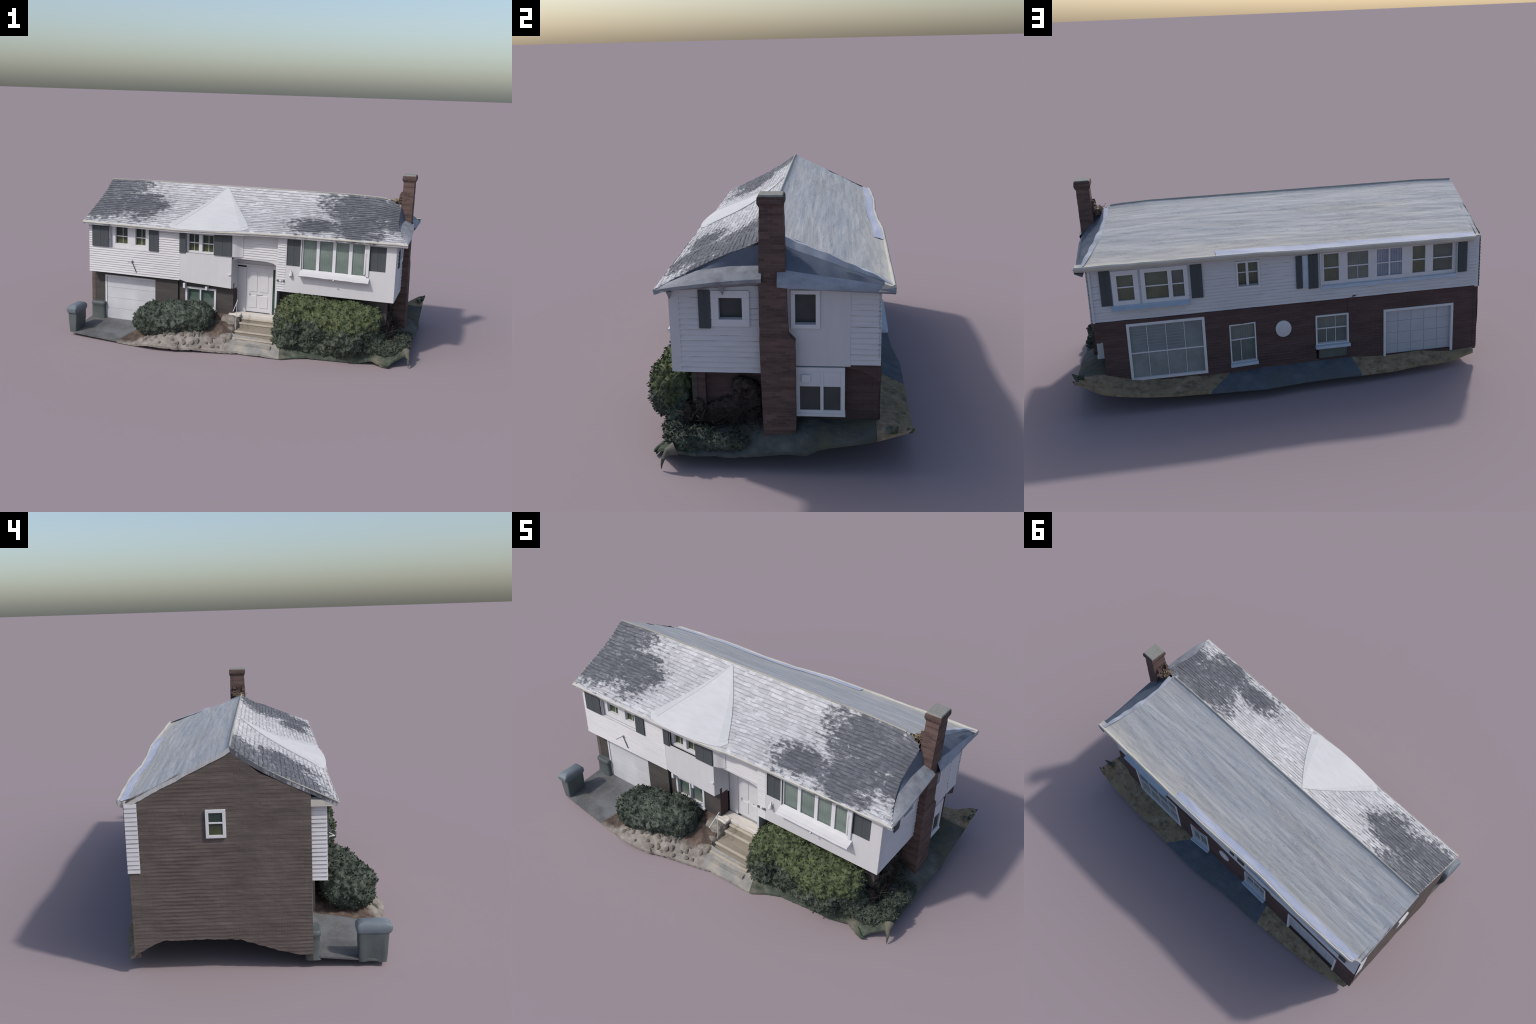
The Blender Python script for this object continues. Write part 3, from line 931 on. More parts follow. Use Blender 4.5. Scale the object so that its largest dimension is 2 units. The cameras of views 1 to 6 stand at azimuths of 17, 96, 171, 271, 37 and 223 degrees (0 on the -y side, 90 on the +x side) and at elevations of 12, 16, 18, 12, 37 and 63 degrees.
for tb_, m_ in zip(tabs, SHINGLE_TONES):
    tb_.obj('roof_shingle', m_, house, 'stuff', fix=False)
butts.obj('drawn_butt_shadow', BUTT_SHADOW, house, 'stuff', fix=False)

# smooth white triangle over the entry, with a raised border
A, B_, C_ = (-0.198, 0.985), (-0.440, 0.085), (0.052, 0.105)


def tri_pt(a, c, lift):
    """a: 0 at apex .. 1 at base, c: 0 left .. 1 right"""
    bx, bs = lerp(B_[0], C_[0], c), lerp(B_[1], C_[1], c)
    bs -= 0.10 * math.sin(c * math.pi) ** 0.3
    bow = 0.018 * math.sin(a * math.pi) * (c - 0.15)
    return front_roof(lerp(A[0], bx, a) + bow, max(-0.012, lerp(A[1], bs, a)), lift + 0.004 * math.sin(c * math.pi) * a)


tr = Build()
tr.slab(lambda s, t: tri_pt(max(t, 0.002), s, 0.0040), 24, 40, lambda p: (p.x, p.y + 0.004, p.z - 0.010))
tr.obj('roof_membrane', MEMBRANE, house, smooth=True)
tb = Build()
for c0, c1 in ((0.0, 0.075), (0.915, 1.0)):
    tb.slab(lambda s, t: tri_pt(lerp(0.01, 0.94, t), lerp(c0, c1, s) if t > 0.02 else 0.5, 0.0052), 3, 40, lambda p: (p.x, p.y + 0.004, p.z - 0.010))
tb.obj('membrane_border', MEMBRANE_EDGE, house, smooth=True)

fa = Build()
fprof = [(0.000, 0.004), (-0.003, 0.001), (-0.0025, -0.004), (0.003, -0.0065), (0.046, -0.0065), (0.046, -0.002)]
fa.grid(lambda s, t: (lerp(-0.985, 0.950, s), eave_y(lerp(-0.985, 0.95, s)) + fprof[round(t * 5)][0] + 0.0012 * nz(s * 60, 0, 0),
                      eave_z(lerp(-0.985, 0.95, s)) + fprof[round(t * 5)][1] + 0.0015 * nz(s * 45, 2, 0)), 120, 5)
for xx in (-0.985, 0.950):
    fa.add([(xx, eave_y(xx) + a, eave_z(xx) + c) for a, c in fprof], [(0, 1, 2, 3, 4, 5)])
fa.box(lambda u, v, n: (u, n, v), -0.984, -0.964, 0.642, 0.668, -0.332, -0.236)
fa.obj('eave_fascia', CREAM, house, smooth=True)

rear_y = curve((-0.985, 0.470), (-0.95, 0.486), (-0.81, 0.493), (-0.6, 0.500), (-0.34, 0.492), (-0.13, 0.499), (0.1, 0.511), (0.95, 0.512))
rear_z = curve((-0.985, 0.672), (-0.6, 0.680), (-0.13, 0.682), (0.1, 0.694), (0.95, 0.696))
rear_prof = curve((0.0, 0.0), (0.020, 0.028), (0.055, 0.080), (0.42, 0.435), (0.74, 0.765), (0.86, 0.895), (0.93, 0.965), (1.0, 1.0))
rear_rake = curve((0.0, 0.792), (0.19, 0.794), (0.42, 0.812), (0.66, 0.847), (0.83, 0.872), (0.955, 0.890), (1.0, 0.935))


def rear_roof(x, t, wob=1.0):
    y = lerp(RIDGE_Y, rear_y(x), t)
    z = lerp(ridge_z(x), rear_z(x), rear_prof(t))
    z += wob * 0.0030 * fbm(x * 0.8, y * 5, 2, 3.2) * math.sin(math.pi * min(1, t * 1.04)) ** 0.4
    z += 0.0016 * wob * nz(x * 1.5, y * 14, 1, 4) * (0.2 < t < 0.95)
    return V((x, y, z))


rr = Build()
rr.slab(lambda s, t: rear_roof(lerp(-0.9955 - 0.0055 * t, rear_rake(t), s), t * 0.96), 150, 70, lambda p: (p.x, p.y - 0.003, p.z - 0.016))
rr.obj('rear_roof', REARROOF, house, smooth=True)

gu = Build()
gprof = [(-0.040, 0.010), (-0.020, 0.0035), (-0.012, 0.0035), (-0.009, 0.007), (-0.004, 0.0075), (0.001, 0.002), (0.0, -0.008), (-0.005, -0.016), (-0.013, -0.019), (-0.062, -0.019)]


def gut(s, t):
    x = lerp(-0.966, 0.934, s)
    a, c = gprof[round(t * 9)]
    return (x, rear_y(x) + a + 0.0012 * nz(s * 30, t, 3), rear_z(x) + c + 0.002 * nz(s * 22, 1, t))


gu.grid(gut, 140, 9)
for e in (0.0, 1.0):
    gu.add([gut(e, i / 9) for i in range(9, -1, -1)], [tuple(range(10))])
gu.obj('eave_gutter', CREAM, house, smooth=True)
gb = Build()


def strip(s, t):
    x = lerp(-0.968, 0.30, s)
    p = rear_roof(x, 0.885 + 0.008 * nz(s * 20, 0, 0))
    return (x, lerp(p.y, rear_y(x) - 0.0125, t), lerp(p.z + 0.0022, rear_z(x) + 0.0055, t) + 0.001 * nz(s * 26, t * 3, 5))


gb.grid(strip, 120, 6)
gb.obj('gutter_strip', GUTTER, house, smooth=True)

ri = Build()
ri.tube([(x, RIDGE_Y - 0.001, ridge_z(x) + 0.001 + 0.0012 * nz(x, 0, 0, 30)) for x in np.linspace(-0.988, 0.775, 90)], 0.0042, 8)
ri.tube([V((-0.986, 0, 0)) + V((0, front_roof(-0.984, t).y, front_roof(-0.984, t).z - 0.001)) for t in np.linspace(0, 1, 20)], 0.003, 6)
ri.obj('ridge_cap', RIDGE, house, smooth=True)

# --- chimney end: recessed gable over a sloping skirt ---------------------------------------


def loft3(rows, seg, wob, seed):
    """rows of (y, x, z) polylines -> surface through them"""
    cs = [(curve(*[(r[0], r[1]) for r in row]), curve(*[(r[0], r[2]) for r in row]), row[0][0], row[-1][0]) for row in rows]
    b = Build()

    def fn(s, t):
        k = round(t * (len(rows) - 1))
        cx, cz, y0, y1 = cs[k]
        y = lerp(y0, y1, s)
        w = wob * nz(y * 20, k * 3.3, seed) if 0 < k < len(rows) - 1 else 0
        return (cx(y) + w * 0.5, y, cz(y) + w)
    b.grid(fn, seg, len(rows) - 1)
    return b


rakeF = [(-0.335, 0.950, 0.679), (-0.291, 0.922, 0.703), (-0.238, 0.898, 0.722), (-0.206, 0.886, 0.733), (-0.155, 0.872, 0.760), (-0.076, 0.865, 0.803), (0.045, 0.866, 0.836)]
footF = [(-0.335, 0.951, 0.679), (-0.291, 0.925, 0.701), (-0.238, 0.902, 0.720), (-0.190, 0.889, 0.737), (-0.076, 0.884, 0.752), (0.045, 0.888, 0.758)]
lipF = [(-0.335, 0.953, 0.677), (-0.310, 0.951, 0.686), (-0.229, 0.955, 0.700), (-0.121, 0.952, 0.713), (0.045, 0.943, 0.723)]
drop = lambda row, dx, dz: [(y, x + dx, z + dz) for y, x, z in row]
loft3([drop(rakeF, 0.0, -0.006), footF], 40, 0.0, 1).obj('gable_wall', GABLE, house, smooth=True)
midF = [(y, lerp(curve(*[(r[0], r[1]) for r in footF])(y), curve(*[(r[0], r[1]) for r in lipF])(y), 0.55),
         lerp(curve(*[(r[0], r[2]) for r in footF])(y), curve(*[(r[0], r[2]) for r in lipF])(y), 0.42) + 0.003) for y in (-0.335, -0.29, -0.23, -0.15, -0.05, 0.045)]
wallF = [(-0.335, 0.93, 0.662), (-0.29, 0.888, 0.660), (0.045, 0.884, 0.682)]
loft3([footF, midF, lipF, drop(lipF, -0.002, -0.012), wallF], 50, 0.003, 2).obj('skirt_roof', SKIRT_FRONT, house, smooth=True)

rakeB = [(0.070, 0.792, 0.862), (0.145, 0.794, 0.829), (0.248, 0.812, 0.791), (0.356, 0.847, 0.752), (0.433, 0.872, 0.727), (0.492, 0.897, 0.702), (0.512, 0.932, 0.694)]
stripB = drop(rakeB, 0.016, 0.004)
gullyB = [(0.070, 0.825, 0.845), (0.145, 0.826, 0.802), (0.248, 0.842, 0.770), (0.356, 0.868, 0.738), (0.433, 0.888, 0.716), (0.492, 0.908, 0.698), (0.512, 0.933, 0.693)]
footB = [(0.070, 0.862, 0.822), (0.145, 0.878, 0.786), (0.248, 0.888, 0.760), (0.356, 0.903, 0.734), (0.433, 0.914, 0.714), (0.512, 0.934, 0.692)]
midB = [(0.100, 0.918, 0.752), (0.145, 0.920, 0.747), (0.248, 0.922, 0.732), (0.356, 0.922, 0.717), (0.433, 0.925, 0.706), (0.512, 0.935, 0.690)]
lipB = [(0.100, 0.942, 0.706), (0.133, 0.942, 0.703), (0.304, 0.938, 0.694), (0.409, 0.934, 0.690), (0.512, 0.936, 0.688)]
wallB = [(0.100, 0.886, 0.672), (0.512, 0.900, 0.658)]
loft3([drop(rakeB, -0.006, 0.002), stripB, gullyB], 60, 0.007, 4).obj('rake_flashing', FLASH, house, smooth=True)
loft3([gullyB, footB, midB], 60, 0.006, 5).obj('gable_wall', GABLE, house, smooth=True)
loft3([midB, lipB, drop(lipB, -0.002, -0.013), wallB], 60, 0.003, 6).obj('skirt_roof', SKIRT, house, smooth=True)
dr = Build()
dr.tube([(0.905, -0.292, 0.665), (0.903, -0.292, 0.650), (0.900, -0.292, 0.634)], [0.012, 0.007, 0.002], 8)
dr.tube([(0.908, -0.100, 0.690), (0.905, -0.100, 0.672), (0.902, -0.098, 0.652)], [0.014, 0.008, 0.002], 8)
dr.obj('skirt_drip', SKIRT_FRONT, house, smooth=True)

# --- chimney -----------------------------------------------------------------------------------
chimney = bpy.data.objects.new('chimney', None)
COL.objects.link(chimney)
chimney.parent = house


def shaft(levels, name, mat, rough, seed, sub=0.012):
    b = Build()
    zs = np.linspace(levels[0][0], levels[-1][0], max(2, int((levels[-1][0] - levels[0][0]) / sub)))
    f = [curve(*[(l[0], l[i]) for l in levels]) for i in range(1, 5)]
    n = 10
    rings = []
    for z in zs:
        x0, x1, y0, y1 = [q(z) for q in f]
        ring = [(lerp(x0, x1, i / n), y0) for i in range(n)] + [(x1, lerp(y0, y1, i / n)) for i in range(n)] + \
               [(lerp(x1, x0, i / n), y1) for i in range(n)] + [(x0, lerp(y1, y0, i / n)) for i in range(n)]
        rings.append([(x + rough * nz(x * 40, y * 40, z * 40 + seed), y + rough * nz(x * 40, y * 40 + 9, z * 40 + seed), z) for x, y in ring])
    m = 4 * n
    b.add([p for r in rings for p in r], [(k * m + i, k * m + (i + 1) % m, (k + 1) * m + (i + 1) % m, (k + 1) * m + i) for k in range(len(rings) - 1) for i in range(m)]
          + [tuple(range(m - 1, -1, -1)), tuple((len(rings) - 1) * m + i for i in range(m))])
    return b.obj(name, mat, chimney, smooth=True)


shaft([(0.08, 0.84, 0.930, 0.042, 0.160), (0.35, 0.84, 0.926, 0.034, 0.160), (0.488, 0.84, 0.924, 0.032, 0.160), (0.502, 0.84, 0.924, 0.032, 0.140),
       (0.512, 0.84, 0.923, 0.033, 0.136), (0.70, 0.855, 0.922, 0.033, 0.130), (0.986, 0.863, 0.925, 0.043, 0.124)], 'chimney_shaft', BRICK_CHIMNEY, 0.0011, 3)
shaft([(0.974, 0.862, 0.927, 0.042, 0.125), (0.984, 0.857, 0.931, 0.037, 0.129), (0.990, 0.855, 0.933, 0.035, 0.130), (1.008, 0.856, 0.932, 0.036, 0.129), (1.0135, 0.860, 0.929, 0.040, 0.126)],
      'chimney_crown', BRICK_CHIMNEY, 0.0006, 8, 0.003)
cp = Build()
cp.box(lambda u, v, n: (u, v, n), 0.8575, 0.9315, 0.0375, 0.1275, 1.009, 1.0175, 0.003)
cp.obj('chimney_cap', GREY, chimney, bevel=0.002)
# broken brick and leaf litter between chimney and ridge
rub = Build()
for i in range(26):
    t = RNG.random()
    if i < 14:
        c = V((0.860 + RNG.uniform(-0.006, 0.003) - 0.010 * (1 - t), RNG.uniform(0.048, 0.115), 0.86 + 0.075 * t * RNG.random()))
    else:
        c = V((RNG.uniform(0.825, 0.862), RNG.uniform(0.045, 0.10), RNG.uniform(0.838, 0.862)))
    s = RNG.uniform(0.005, 0.011)
    m = Matrix.Translation(c) @ Matrix.Rotation(RNG.uniform(-0.4, 0.4), 4, 'Z') @ Matrix.Rotation(RNG.uniform(-0.3, 0.3), 4, 'Y')
    rub.box(lambda u, v, n, m=m, s=s: tuple(m @ V((u * s * 1.3, v * s, n * s * 0.7))), -1, 1, -1, 1, -1, 1, 0.15)
rub.obj('loose_brick', BRICK_CHIMNEY, chimney, 'stuff', bevel=0.001)
lf = Build()
for i in range(60):
    c = V((RNG.gauss(0.822, 0.009), RNG.gauss(0.066, 0.014), RNG.uniform(0.852, 0.872)))
    d = V((RNG.uniform(-1, 1), RNG.uniform(-1, 1), RNG.uniform(0.1, 1.2))).normalized()
    e = d.orthogonal().normalized()
    L = RNG.uniform(0.006, 0.017)
    nrm = d.cross(e) * L * 0.12
    lf.add([c, c + d * L * .5 + e * L * .22 + nrm, c + d * L, c + d * L * .5 - e * L * .22 + nrm, c + d * L * .5 - nrm * 0.5], [(0, 1, 4), (1, 2, 4), (2, 3, 4), (3, 0, 4)])
lf.obj('dry_leaves', TWIG, chimney, 'stuff', fix=False)

# ------------------------------------------------------------------ ground shell
CTRL = [(-1.0, -0.53, .023), (-0.931, -0.521, .021), (-0.783, -0.541, .016), (-0.649, -0.556, .013), (-0.57, -0.559, .012), (-0.521, -0.570, .014),
        (-0.46, -0.587, .028), (-0.41, -0.592, .030), (-0.358, -0.584, .027), (-0.29, -0.576, .025), (-0.247, -0.556, .021), (-0.12, -0.52, .018),
        (0.014, -0.487, .014), (0.11, -0.474, .013), (0.241, -0.472, .012), (0.379, -0.423, .010), (0.54, -0.386, .010), (0.72, -0.367, .010),
        (0.889, -0.372, .016), (0.94, -0.345, .055), (0.99, -0.31, .073),
        (-0.98, -0.40, .034), (-0.975, -0.26, .046), (-0.86, -0.229, .043), (-0.70, -0.225, .042), (-0.55, -0.235, .048), (-0.667, -0.505, .025), (-0.80, -0.42, .032),
        (-0.55, -0.45, .048), (-0.45, -0.53, .052), (-0.36, -0.50, .086), (-0.23, -0.48, .100), (-0.10, -0.42, .10), (-0.42, -0.36, .085), (-0.22, -0.30, .13), (-0.10, -0.255, .165), (-0.36, -0.24, .12),
        (0.02, -0.43, .058), (0.12, -0.43, .056), (0.24, -0.43, .048), (0.10, -0.25, .14), (0.22, -0.25, .13),
        (0.32, -0.34, .08), (0.55, -0.30, .10), (0.78, -0.29, .10), (0.70, -0.21, .13), (0.40, -0.21, .13),
        (0.85, -0.20, .105), (0.90, -0.05, .105), (0.945, 0.06, .106), (0.89, 0.25, .138), (0.90, 0.40, .142), (0.86, 0.45, .150),
        (0.955, -0.12, .098), (0.962, 0.15, .108), (0.965, 0.30, .122), (0.955, 0.42, .138), (0.995, -0.207, .060), (0.992, -0.10, .060), (0.985, -0.04, .064), (0.996, 0.05, .073), (1.0, 0.20, .084), (0.992, 0.25, .105), (0.993, 0.384, .130), (0.983, 0.516, .164),
        (0.97, 0.58, .180), (0.95, 0.587, .172), (0.88, 0.59, .127), (0.68, 0.594, .087), (0.40, 0.597, .068), (0.12, 0.596, .058), (-0.08, 0.568, .056), (-0.36, 0.555, .052),
        (-0.56, 0.533, .045), (-0.75, 0.515, .048), (-0.87, 0.489, .048), (-0.98, 0.472, .060),
        (0.70, 0.45, .112), (0.35, 0.45, .096), (0.0, 0.45, .094), (-0.35, 0.45, .092), (-0.70, 0.45, .086), (-0.97, 0.45, .074)]
CP = np.array(CTRL)


def tps_fit(P, lam=2e-4):
    d = np.linalg.norm(P[:, None, :2] - P[None, :, :2], axis=2)
    K = np.where(d > 0, d * d * np.log(d + 1e-12), 0) + lam * np.eye(len(P))
    A_ = np.c_[np.ones(len(P)), P[:, :2]]
    M = np.block([[K, A_], [A_.T, np.zeros((3, 3))]])
    return np.linalg.solve(M, np.r_[P[:, 2], 0, 0, 0])


TW = tps_fit(CP)


def ground(x, y):
    d = np.hypot(CP[:, 0] - x, CP[:, 1] - y)
    return float(TW[:-3] @ (d * d * np.log(d + 1e-12)) + TW[-3] + TW[-2] * x + TW[-1] * y)


rim_front = curve((-1.0, -0.512), (-0.975, -0.518), (-0.931, -0.524), (-0.783, -0.541), (-0.649, -0.556), (-0.521, -0.570), (-0.46, -0.587), (-0.41, -0.592), (-0.358, -0.584), (-0.29, -0.576),
                  (-0.247, -0.556), (-0.12, -0.520), (0.014, -0.487), (0.055, -0.475), (0.241, -0.472), (0.314, -0.467), (0.379, -0.423), (0.438, -0.398), (0.54, -0.385),
                  (0.72, -0.367), (0.80, -0.356), (0.875, -0.378), (0.893, -0.384), (0.905, -0.362), (0.94, -0.345), (0.985, -0.318), (1.0, -0.31))
rim_rear = curve((-1.0, 0.462), (-0.873, 0.489), (-0.755, 0.515), (-0.561, 0.533), (-0.364, 0.555), (-0.083, 0.568), (0.119, 0.596), (0.68, 0.594), (0.882, 0.590), (0.952, 0.590), (0.985, 0.586))
rim_side = curve((-0.32, 0.992), (-0.207, 0.988), (-0.10, 0.990), (-0.039, 0.984), (0.053, 0.992), (0.199, 0.998), (0.253, 0.990), (0.384, 0.990), (0.516, 0.987), (0.575, 0.986))


def patch(name, mat, fn, nu, nv, rough, scale, thick=0.012, lump=0.0):
    def top(s, t):
        x, y = fn(s, t)
        e = smooth(min(s, 1 - s, t, 1 - t) * 9 + 0.25)
        z = ground(x, y) + rough * fbm(x, y, 1, scale) * e
        if lump:
            d, _ = noise.voronoi(V((x * 30, y * 30, 0.3)))
            z += lump * (0.5 - min(0.7, d[0])) * e
        return (x, y, max(0.006, z))
    b = Build()
    b.slab(top, nu, nv, lambda p: (p.x, p.y, max(0.001, p.z - thick)))
    return b.obj(name, mat, house, smooth=True)


def front_patch(xo0, xo1, xi0, xi1, yin):
    def fn(s, t):
        x = lerp(lerp(xo0, xo1, s), lerp(xi0, xi1, s), t)
        return x, lerp(rim_front(lerp(xo0, xo1, s)) + 0.003 * nz(x * 60, 0, 0), yin, t)
    return fn


patch('driveway', ASPHALT, front_patch(-0.978, -0.650, -0.976, -0.530, -0.21), 60, 50, 0.0012, 20, 0.007)
patch('planting_bed', BED, front_patch(-0.650, 0.010, -0.530, -0.03, -0.21), 130, 80, 0.007, 12, lump=0.012)
patch('walkway', PAVING, front_patch(0.010, 0.300, -0.004, 0.281, -0.39), 50, 50, 0.002, 14)
patch('shrub_bed', SHADYBED, front_patch(0.300, 0.988, 0.235, 0.988, -0.207), 110, 50, 0.008, 14, lump=0.012)
patch('side_yard', SIDEYARD, lambda s, t: (lerp(0.835, rim_side(lerp(-0.207, 0.4515, t)) + 0.003 * nz(0, t * 30, 1), s), lerp(-0.207, 0.4515, t)), 30, 90, 0.006, 12)


def rear_patch(xo0, xo1, xi0, xi1):
    def fn(s, t):
        xo = lerp(xo0, xo1, s)
        return lerp(lerp(xi0, xi1, s), xo, t), lerp(0.4525 if xi1 > 0.9 else 0.445, rim_rear(xo) + 0.002 * nz(xo * 50, 1, 0), t)
    return fn


patch('rear_lawn', LAWN, rear_patch(0.370, 0.986, 0.250, 0.990), 70, 26, 0.004, 18)
patch('asphalt_pad', BLUEPAD, rear_patch(-0.370, 0.370, -0.345, 0.250), 80, 26, 0.002, 16)
patch('rear_lawn', LAWN, rear_patch(-0.976, -0.370, -0.984, -0.345), 70, 20, 0.004, 18)
sp = Build()
sp.tube([(0.975, -0.285, 0.075), (0.987, -0.312, 0.066), (0.995, -0.328, 0.045), (0.998, -0.334, 0.022), (0.9995, -0.336, 0.0035)], [0.026, 0.015, 0.008, 0.0045, 0.0016], 10)
sp.tube([(0.85, -0.355, 0.020), (0.876, -0.374, 0.016), (0.893, -0.384, 0.016), (0.905, -0.383, 0.022)], [0.016, 0.012, 0.007, 0.002], 8)
sp.tube([(0.975, 0.560, 0.172), (0.982, 0.575, 0.174), (0.992, 0.582, 0.190)], [0.012, 0.007, 0.0015], 8)
sp.tube([(0.962, 0.50, 0.160), (0.984, 0.515, 0.176), (0.999, 0.525, 0.200)], [0.022, 0.012, 0.002], 8)
sp.obj('ragged_turf', SHADYBED, house, smooth=True)

# steps and stone side block
for i, (x0, x1, y0, y1, z1, m) in enumerate(((-0.045, 0.222, -0.247, -0.19, 0.169, STEP_TOP), (0.012, 0.224, -0.262, -0.20, 0.153, STEP), (0.010, 0.226, -0.296, -0.20, 0.134, STEP),
                                             (0.006, 0.236, -0.368, -0.20, 0.104, STEP), (0.0, 0.245, -0.414, -0.20, 0.079, STEP), (0.03, 0.242, -0.446, -0.20, 0.055, PAVING))):
    s_ = Build()
    s_.slab(lambda s, t: (lerp(x0, x1, s), lerp(y0, y1, t), z1 + 0.002 * nz(s * 8, t * 3, i) - 0.006 * (1 - t) * (m is STEP)), 24, 8, lambda p: (p.x, p.y, max(0.012, z1 - 0.06)))
    so = s_.obj('porch_step', m, house, bevel=0.0025)
    if m is STEP:
        e_ = Build()
        e_.box(lambda u, v, n: (u, v, n), x0 - 0.001, x1 + 0.001, y0 - 0.0035, y0 + 0.008, z1 - 0.011, z1 - 0.0025)
        e_.obj('step_nosing', NOSING, so, bevel=0.001)


def lumpy(name, mat, parts, voxel, displace, kind=None, parent=None):
    """union of ellipsoids, remeshed to one skin and displaced by noise"""
    bm = bmesh.new()
    for (cx, cy, cz), (rx, ry, rz), pw in parts:
        r = bmesh.ops.create_icosphere(bm, subdivisions=4, radius=1.0)
        for v in r['verts']:
            p = v.co
            p = V([math.copysign(abs(c) ** pw, c) for c in p])
            v.co = V((cx + p.x * rx, cy + p.y * ry, cz + p.z * rz))
    me = bpy.data.meshes.new(name)
    bm.to_mesh(me)
    bm.free()
    o = bpy.data.objects.new(name, me)
    COL.objects.link(o)
    rm = o.modifiers.new('skin', 'REMESH')
    rm.mode, rm.voxel_size = 'VOXEL', voxel
    dg = bpy.context.evaluated_depsgraph_get()
    me2 = bpy.data.meshes.new_from_object(o.evaluated_get(dg))
    bpy.data.objects.remove(o)
    bm = bmesh.new()
    bm.from_mesh(me2)
    bm.normal_update()
    mv = [(v, v.co + v.normal * displace(v.co)) for v in bm.verts]
    for v, c in mv:
        v.co = c
        if v.co.z < 0.004:
            v.co.z = 0.004
    bm.to_mesh(me2)
    bm.free()
    me2.name = name
    me2.materials.clear()
    me2.materials.append(mat)
    me2.polygons.foreach_set('use_smooth', [True] * len(me2.polygons))
    return place(name, me2, parent or house, kind)


def foliage(amp, scale):
    def f(p):
        d, _ = noise.voronoi(p * scale)
        return amp * (0.55 - d[0]) + amp * 0.7 * fbm(p.x, p.y, p.z, scale * 0.45) + amp * 0.35 * nz(p.x, p.y, p.z, scale * 2.3)
    return f


lumpy('stone_block', STONE, [((-0.050, -0.285, 0.085), (0.056, 0.055, 0.080), 0.5), ((-0.045, -0.335, 0.060), (0.052, 0.05, 0.060), 0.55), ((-0.04, -0.39, 0.045), (0.05, 0.05, 0.045), 0.6)],
      0.006, lambda p: 0.009 * fbm(p.x, p.y, p.z, 16))
cb = Build()
cb.slab(lambda s, t: (lerp(-0.065, 0.006, s), lerp(-0.285, -0.235, t), 0.172 + 0.004 * nz(s * 4, t * 4, 2)), 8, 8, lambda p: (p.x, p.y, p.z - 0.014))
cb.obj('block_cap', STEP_TOP, house, bevel=0.002)
rl = Build()
rl.tube([(0.007, -0.330, 0.275), (0.008, -0.412, 0.228)], 0.0022)
rl.tube([(0.007, -0.345, 0.266), (0.003, -0.345, 0.10)], 0.0015)
rl.obj('handrail', METAL, house)

# loose tan stones along the rim of the bed
stone_meshes = []
for k in range(5):
    bm = bmesh.new()
    bmesh.ops.create_icosphere(bm, subdivisions=3, radius=1.0)
    for v in bm.verts:
        v.co *= 1 + 0.45 * nz(v.co.x + k * 7, v.co.y, v.co.z, 1.1) + 0.15 * nz(v.co.x, v.co.y + k * 3, v.co.z, 2.7)
    me = bpy.data.meshes.new('bed_stone')
    bm.to_mesh(me)
    bm.free()
    me.materials.append(STONE)
    me.polygons.foreach_set('use_smooth', [True] * len(me.polygons))
    stone_meshes.append(me)
for i in range(46):
    x = RNG.uniform(-0.48, 0.0)
    y = rim_front(x) + RNG.uniform(0.010, 0.085)
    r = RNG.uniform(0.008, 0.017)
    o = place('bed_stone', stone_meshes[i % 5], house)
    o.location = (x, y, ground(x, y) - r * 0.28)
    o.rotation_euler = (RNG.random() * 6, RNG.random() * 6, RNG.random() * 6)
    o.scale = (r * RNG.uniform(0.8, 1.3), r, r * RNG.uniform(0.6, 0.9))


def leaves(obj, name, mat, count, size, zmin=0.0, keep=None):
    """small folded leaves standing off the foliage skin"""
    me = obj.data
    fs_ = [p for p in me.polygons if p.center.z > zmin and (keep is None or keep(p.center))]
    b = Build()
    for p in RNG.choices(fs_, weights=[p.area for p in fs_], k=count):
        n = V(p.normal)
        d = (n * RNG.uniform(0.2, 0.9) + V((RNG.gauss(0, .6), RNG.gauss(0, .6), RNG.gauss(0.1, .5)))).normalized()
        e = d.cross(n + V((0.01, 0.02, 0))).normalized()
        L = size * RNG.uniform(0.6, 1.3)
        c = V(p.center) - n * 0.001
        up = e.cross(d) * L * 0.16
        b.add([c, c + d * L * .5 + e * L * .3 + up, c + d * L, c + d * L * .5 - e * L * .3 + up, c + d * L * .45], [(0, 1, 4), (1, 2, 4), (2, 3, 4), (3, 0, 4)])
    return b.obj(name, mat, obj, 'stuff', fix=False)


hedge = lumpy('hedge', HEDGE, [((-0.445, -0.425, 0.136), (0.135, 0.120, 0.092), 0.85), ((-0.340, -0.402, 0.148), (0.15, 0.112, 0.094), 0.85), ((-0.245, -0.378, 0.158), (0.122, 0.105, 0.084), 0.85),
                               ((-0.34, -0.39, 0.05), (0.17, 0.07, 0.06), 1)], 0.0055, foliage(0.021, 28))
leaves(hedge, 'hedge_leaf', HEDGE, 3000, 0.013, 0.075)

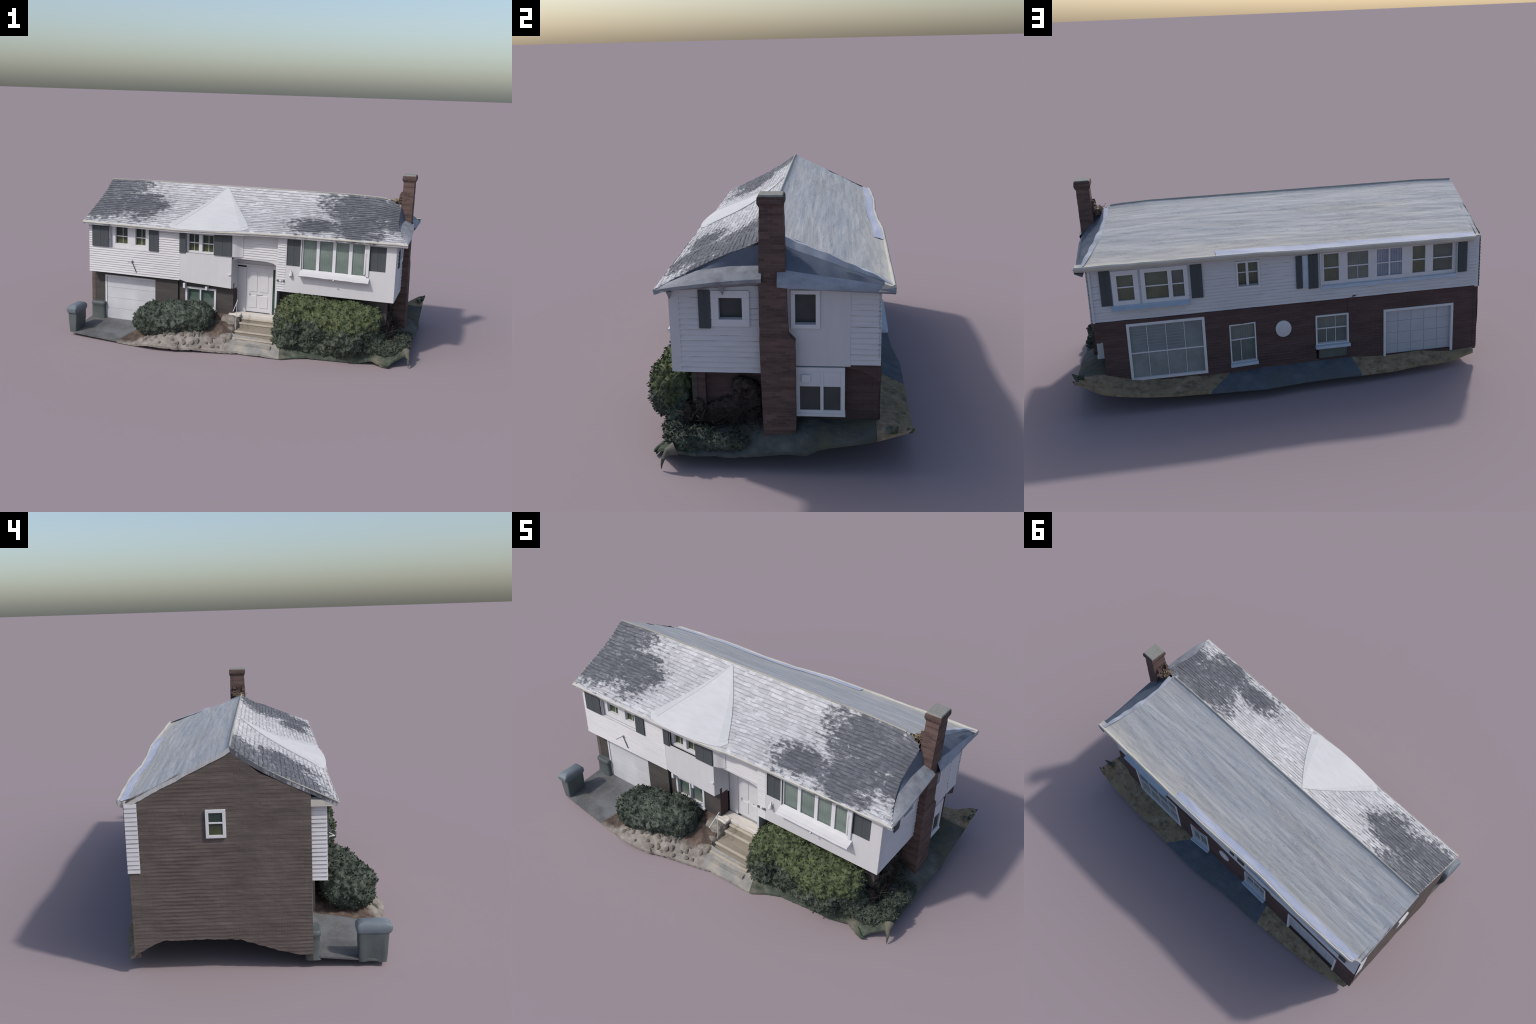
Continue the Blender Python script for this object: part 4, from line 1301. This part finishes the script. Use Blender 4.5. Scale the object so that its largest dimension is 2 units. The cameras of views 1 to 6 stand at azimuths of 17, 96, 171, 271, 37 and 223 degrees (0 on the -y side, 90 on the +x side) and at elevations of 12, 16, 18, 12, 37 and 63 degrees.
shrub = lumpy('front_shrub', SHRUB, [((0.415, -0.308, 0.225), (0.165, 0.080, 0.110), 0.65), ((0.660, -0.310, 0.222), (0.168, 0.080, 0.104), 0.65), ((0.315, -0.350, 0.155), (0.078, 0.080, 0.135), 0.75),
                                     ((0.64, -0.352, 0.165), (0.105, 0.095, 0.120), 0.85), ((0.49, -0.338, 0.190), (0.10, 0.080, 0.105), 0.85), ((0.42, -0.322, 0.105), (0.155, 0.070, 0.085), 0.7), ((0.56, -0.325, 0.110), (0.16, 0.070, 0.10), 0.7), ((0.745, -0.288, 0.11), (0.11, 0.062, 0.090), 0.75)],
              0.0055, foliage(0.020, 32))
leaves(shrub, 'shrub_leaf', SHRUB, 5200, 0.014, 0.03)
cover = lumpy('ground_ivy', SHRUB_DARK, [((0.86, -0.285, 0.080), (0.085, 0.060, 0.045), 0.85), ((0.925, -0.22, 0.092), (0.055, 0.085, 0.038), 0.85), ((0.955, -0.225, 0.095), (0.028, 0.065, 0.034), 0.9), ((0.945, -0.10, 0.090), (0.036, 0.09, 0.026), 0.9)],
              0.006, foliage(0.017, 32))
leaves(cover, 'ivy_leaf', SHRUB_DARK, 1700, 0.013, 0.07)
tang = lumpy('bare_tangle', TANGLE, [((0.850, -0.215, 0.14), (0.014, 0.030, 0.08), 0.8), ((0.842, -0.10, 0.14), (0.018, 0.10, 0.075), 0.8), ((0.838, -0.03, 0.21), (0.014, 0.055, 0.09), 0.8), ((0.83, -0.255, 0.13), (0.05, 0.025, 0.06), 0.8)],
             0.005, foliage(0.020, 34))
leaves(tang, 'tangle_leaf', TANGLE, 900, 0.012, 0.10)
tw = Build()
for i in range(150):
    c = V((RNG.uniform(0.85, 0.89), RNG.uniform(-0.29, 0.03), RNG.uniform(0.10, 0.17)))
    d = V((RNG.gauss(0.3, .5), RNG.gauss(0, .7), RNG.uniform(0.2, 1))).normalized() * RNG.uniform(0.02, 0.06)
    tw.tube([c, c + d * .5 + V((RNG.gauss(0, .006), RNG.gauss(0, .006), 0)), c + d], [0.002, 0.0014, 0.0006], 5)
tw.obj('tangle_twig', TANGLE, tang, 'stuff')

# pier by the garage door
lumpy_pier = Build()
pprof = curve((0.035, 0.006), (0.06, 0.002), (0.12, 0.0), (0.128, 0.005), (0.140, 0.005), (0.147, 0.0))
zs = [0.03, 0.05, 0.07, 0.1, 0.122, 0.128, 0.14, 0.147]
lumpy_pier.grid(lambda s, t: (lambda a, z: (-0.929 + (0.044 + pprof(z)) * math.copysign(abs(math.cos(a)) ** 0.3, math.cos(a)),
                                           -0.238 + (0.026 + pprof(z)) * math.copysign(abs(math.sin(a)) ** 0.5, math.sin(a)), z))(s * math.tau, zs[round(t * 7)]), 40, 7)
n0 = len(lumpy_pier.v) - 41
lumpy_pier.f.append(tuple(range(n0, n0 + 40)))
lumpy_pier.obj('garage_pier', BIN, house, smooth=True)

# ------------------------------------------------------------------ wheeled bin (a thing of its own)
bin_ = bpy.data.objects.new('rubbish_bin', None)
COL.objects.link(bin_)
bin_['label'] = 'squat green-grey rubbish bin with domed lid'
bin_['category'] = 'rubbish bin'


def bin_ring(z, x0, x1, y0, y1, n=14, pw=0.2):
    cx, cy, rx, ry = (x0 + x1) / 2, (y0 + y1) / 2, (x1 - x0) / 2, (y1 - y0) / 2
    out = []
    for k in range(4 * n):
        a = k * math.tau / (4 * n)
        c, s = math.cos(a), math.sin(a)
        out.append((cx + rx * math.copysign(abs(c) ** pw, c), cy + ry * math.copysign(abs(s) ** pw, s), z))
    return out


def bin_part(rings, name, mat):
    b = Build()
    m = len(rings[0])
    b.add([p for r in rings for p in r], [(k * m + i, k * m + (i + 1) % m, (k + 1) * m + (i + 1) % m, (k + 1) * m + i) for k in range(len(rings) - 1) for i in range(m)]
          + [tuple(range(m - 1, -1, -1)), tuple((len(rings) - 1) * m + i for i in range(m))])
    b.v = [(x + 0.003 * nz(x * 30, y * 30, z * 30) + (0.016 * math.exp(-((y + 0.465) / 0.014) ** 2 - ((z - 0.05) / 0.045) ** 2) if x < -0.955 else 0),
            y + 0.003 * nz(x * 30 + 5, y * 30, z * 30), max(0.016, z + 0.002 * nz(x * 20, y * 20, 3))) for x, y, z in b.v]
    return b.obj(name, mat, bin_, smooth=True)


bin_part([bin_ring(z, x0, x1, y0, y1) for z, x0, x1, y0, y1 in ((0.018, -0.980, -0.936, -0.520, -0.412), (0.05, -0.984, -0.933, -0.524, -0.411), (0.09, -0.986, -0.931, -0.525, -0.410),
          (0.125, -0.986, -0.930, -0.526, -0.408), (0.142, -0.986, -0.929, -0.528, -0.408))], 'bin_body', BIN)
bin_part([bin_ring(z, x0, x1, y0, y1) for z, x0, x1, y0, y1 in ((0.138, -0.988, -0.928, -0.534, -0.404), (0.150, -0.992, -0.924, -0.541, -0.402), (0.166, -0.991, -0.924, -0.539, -0.402),
          (0.178, -0.984, -0.932, -0.525, -0.410), (0.184, -0.972, -0.944, -0.500, -0.428))], 'bin_lid', speckled('bin_lid_plastic', (0.14, 0.165, 0.19), 0.22, 18, 0.5, bump=0.2, spec=0.35))
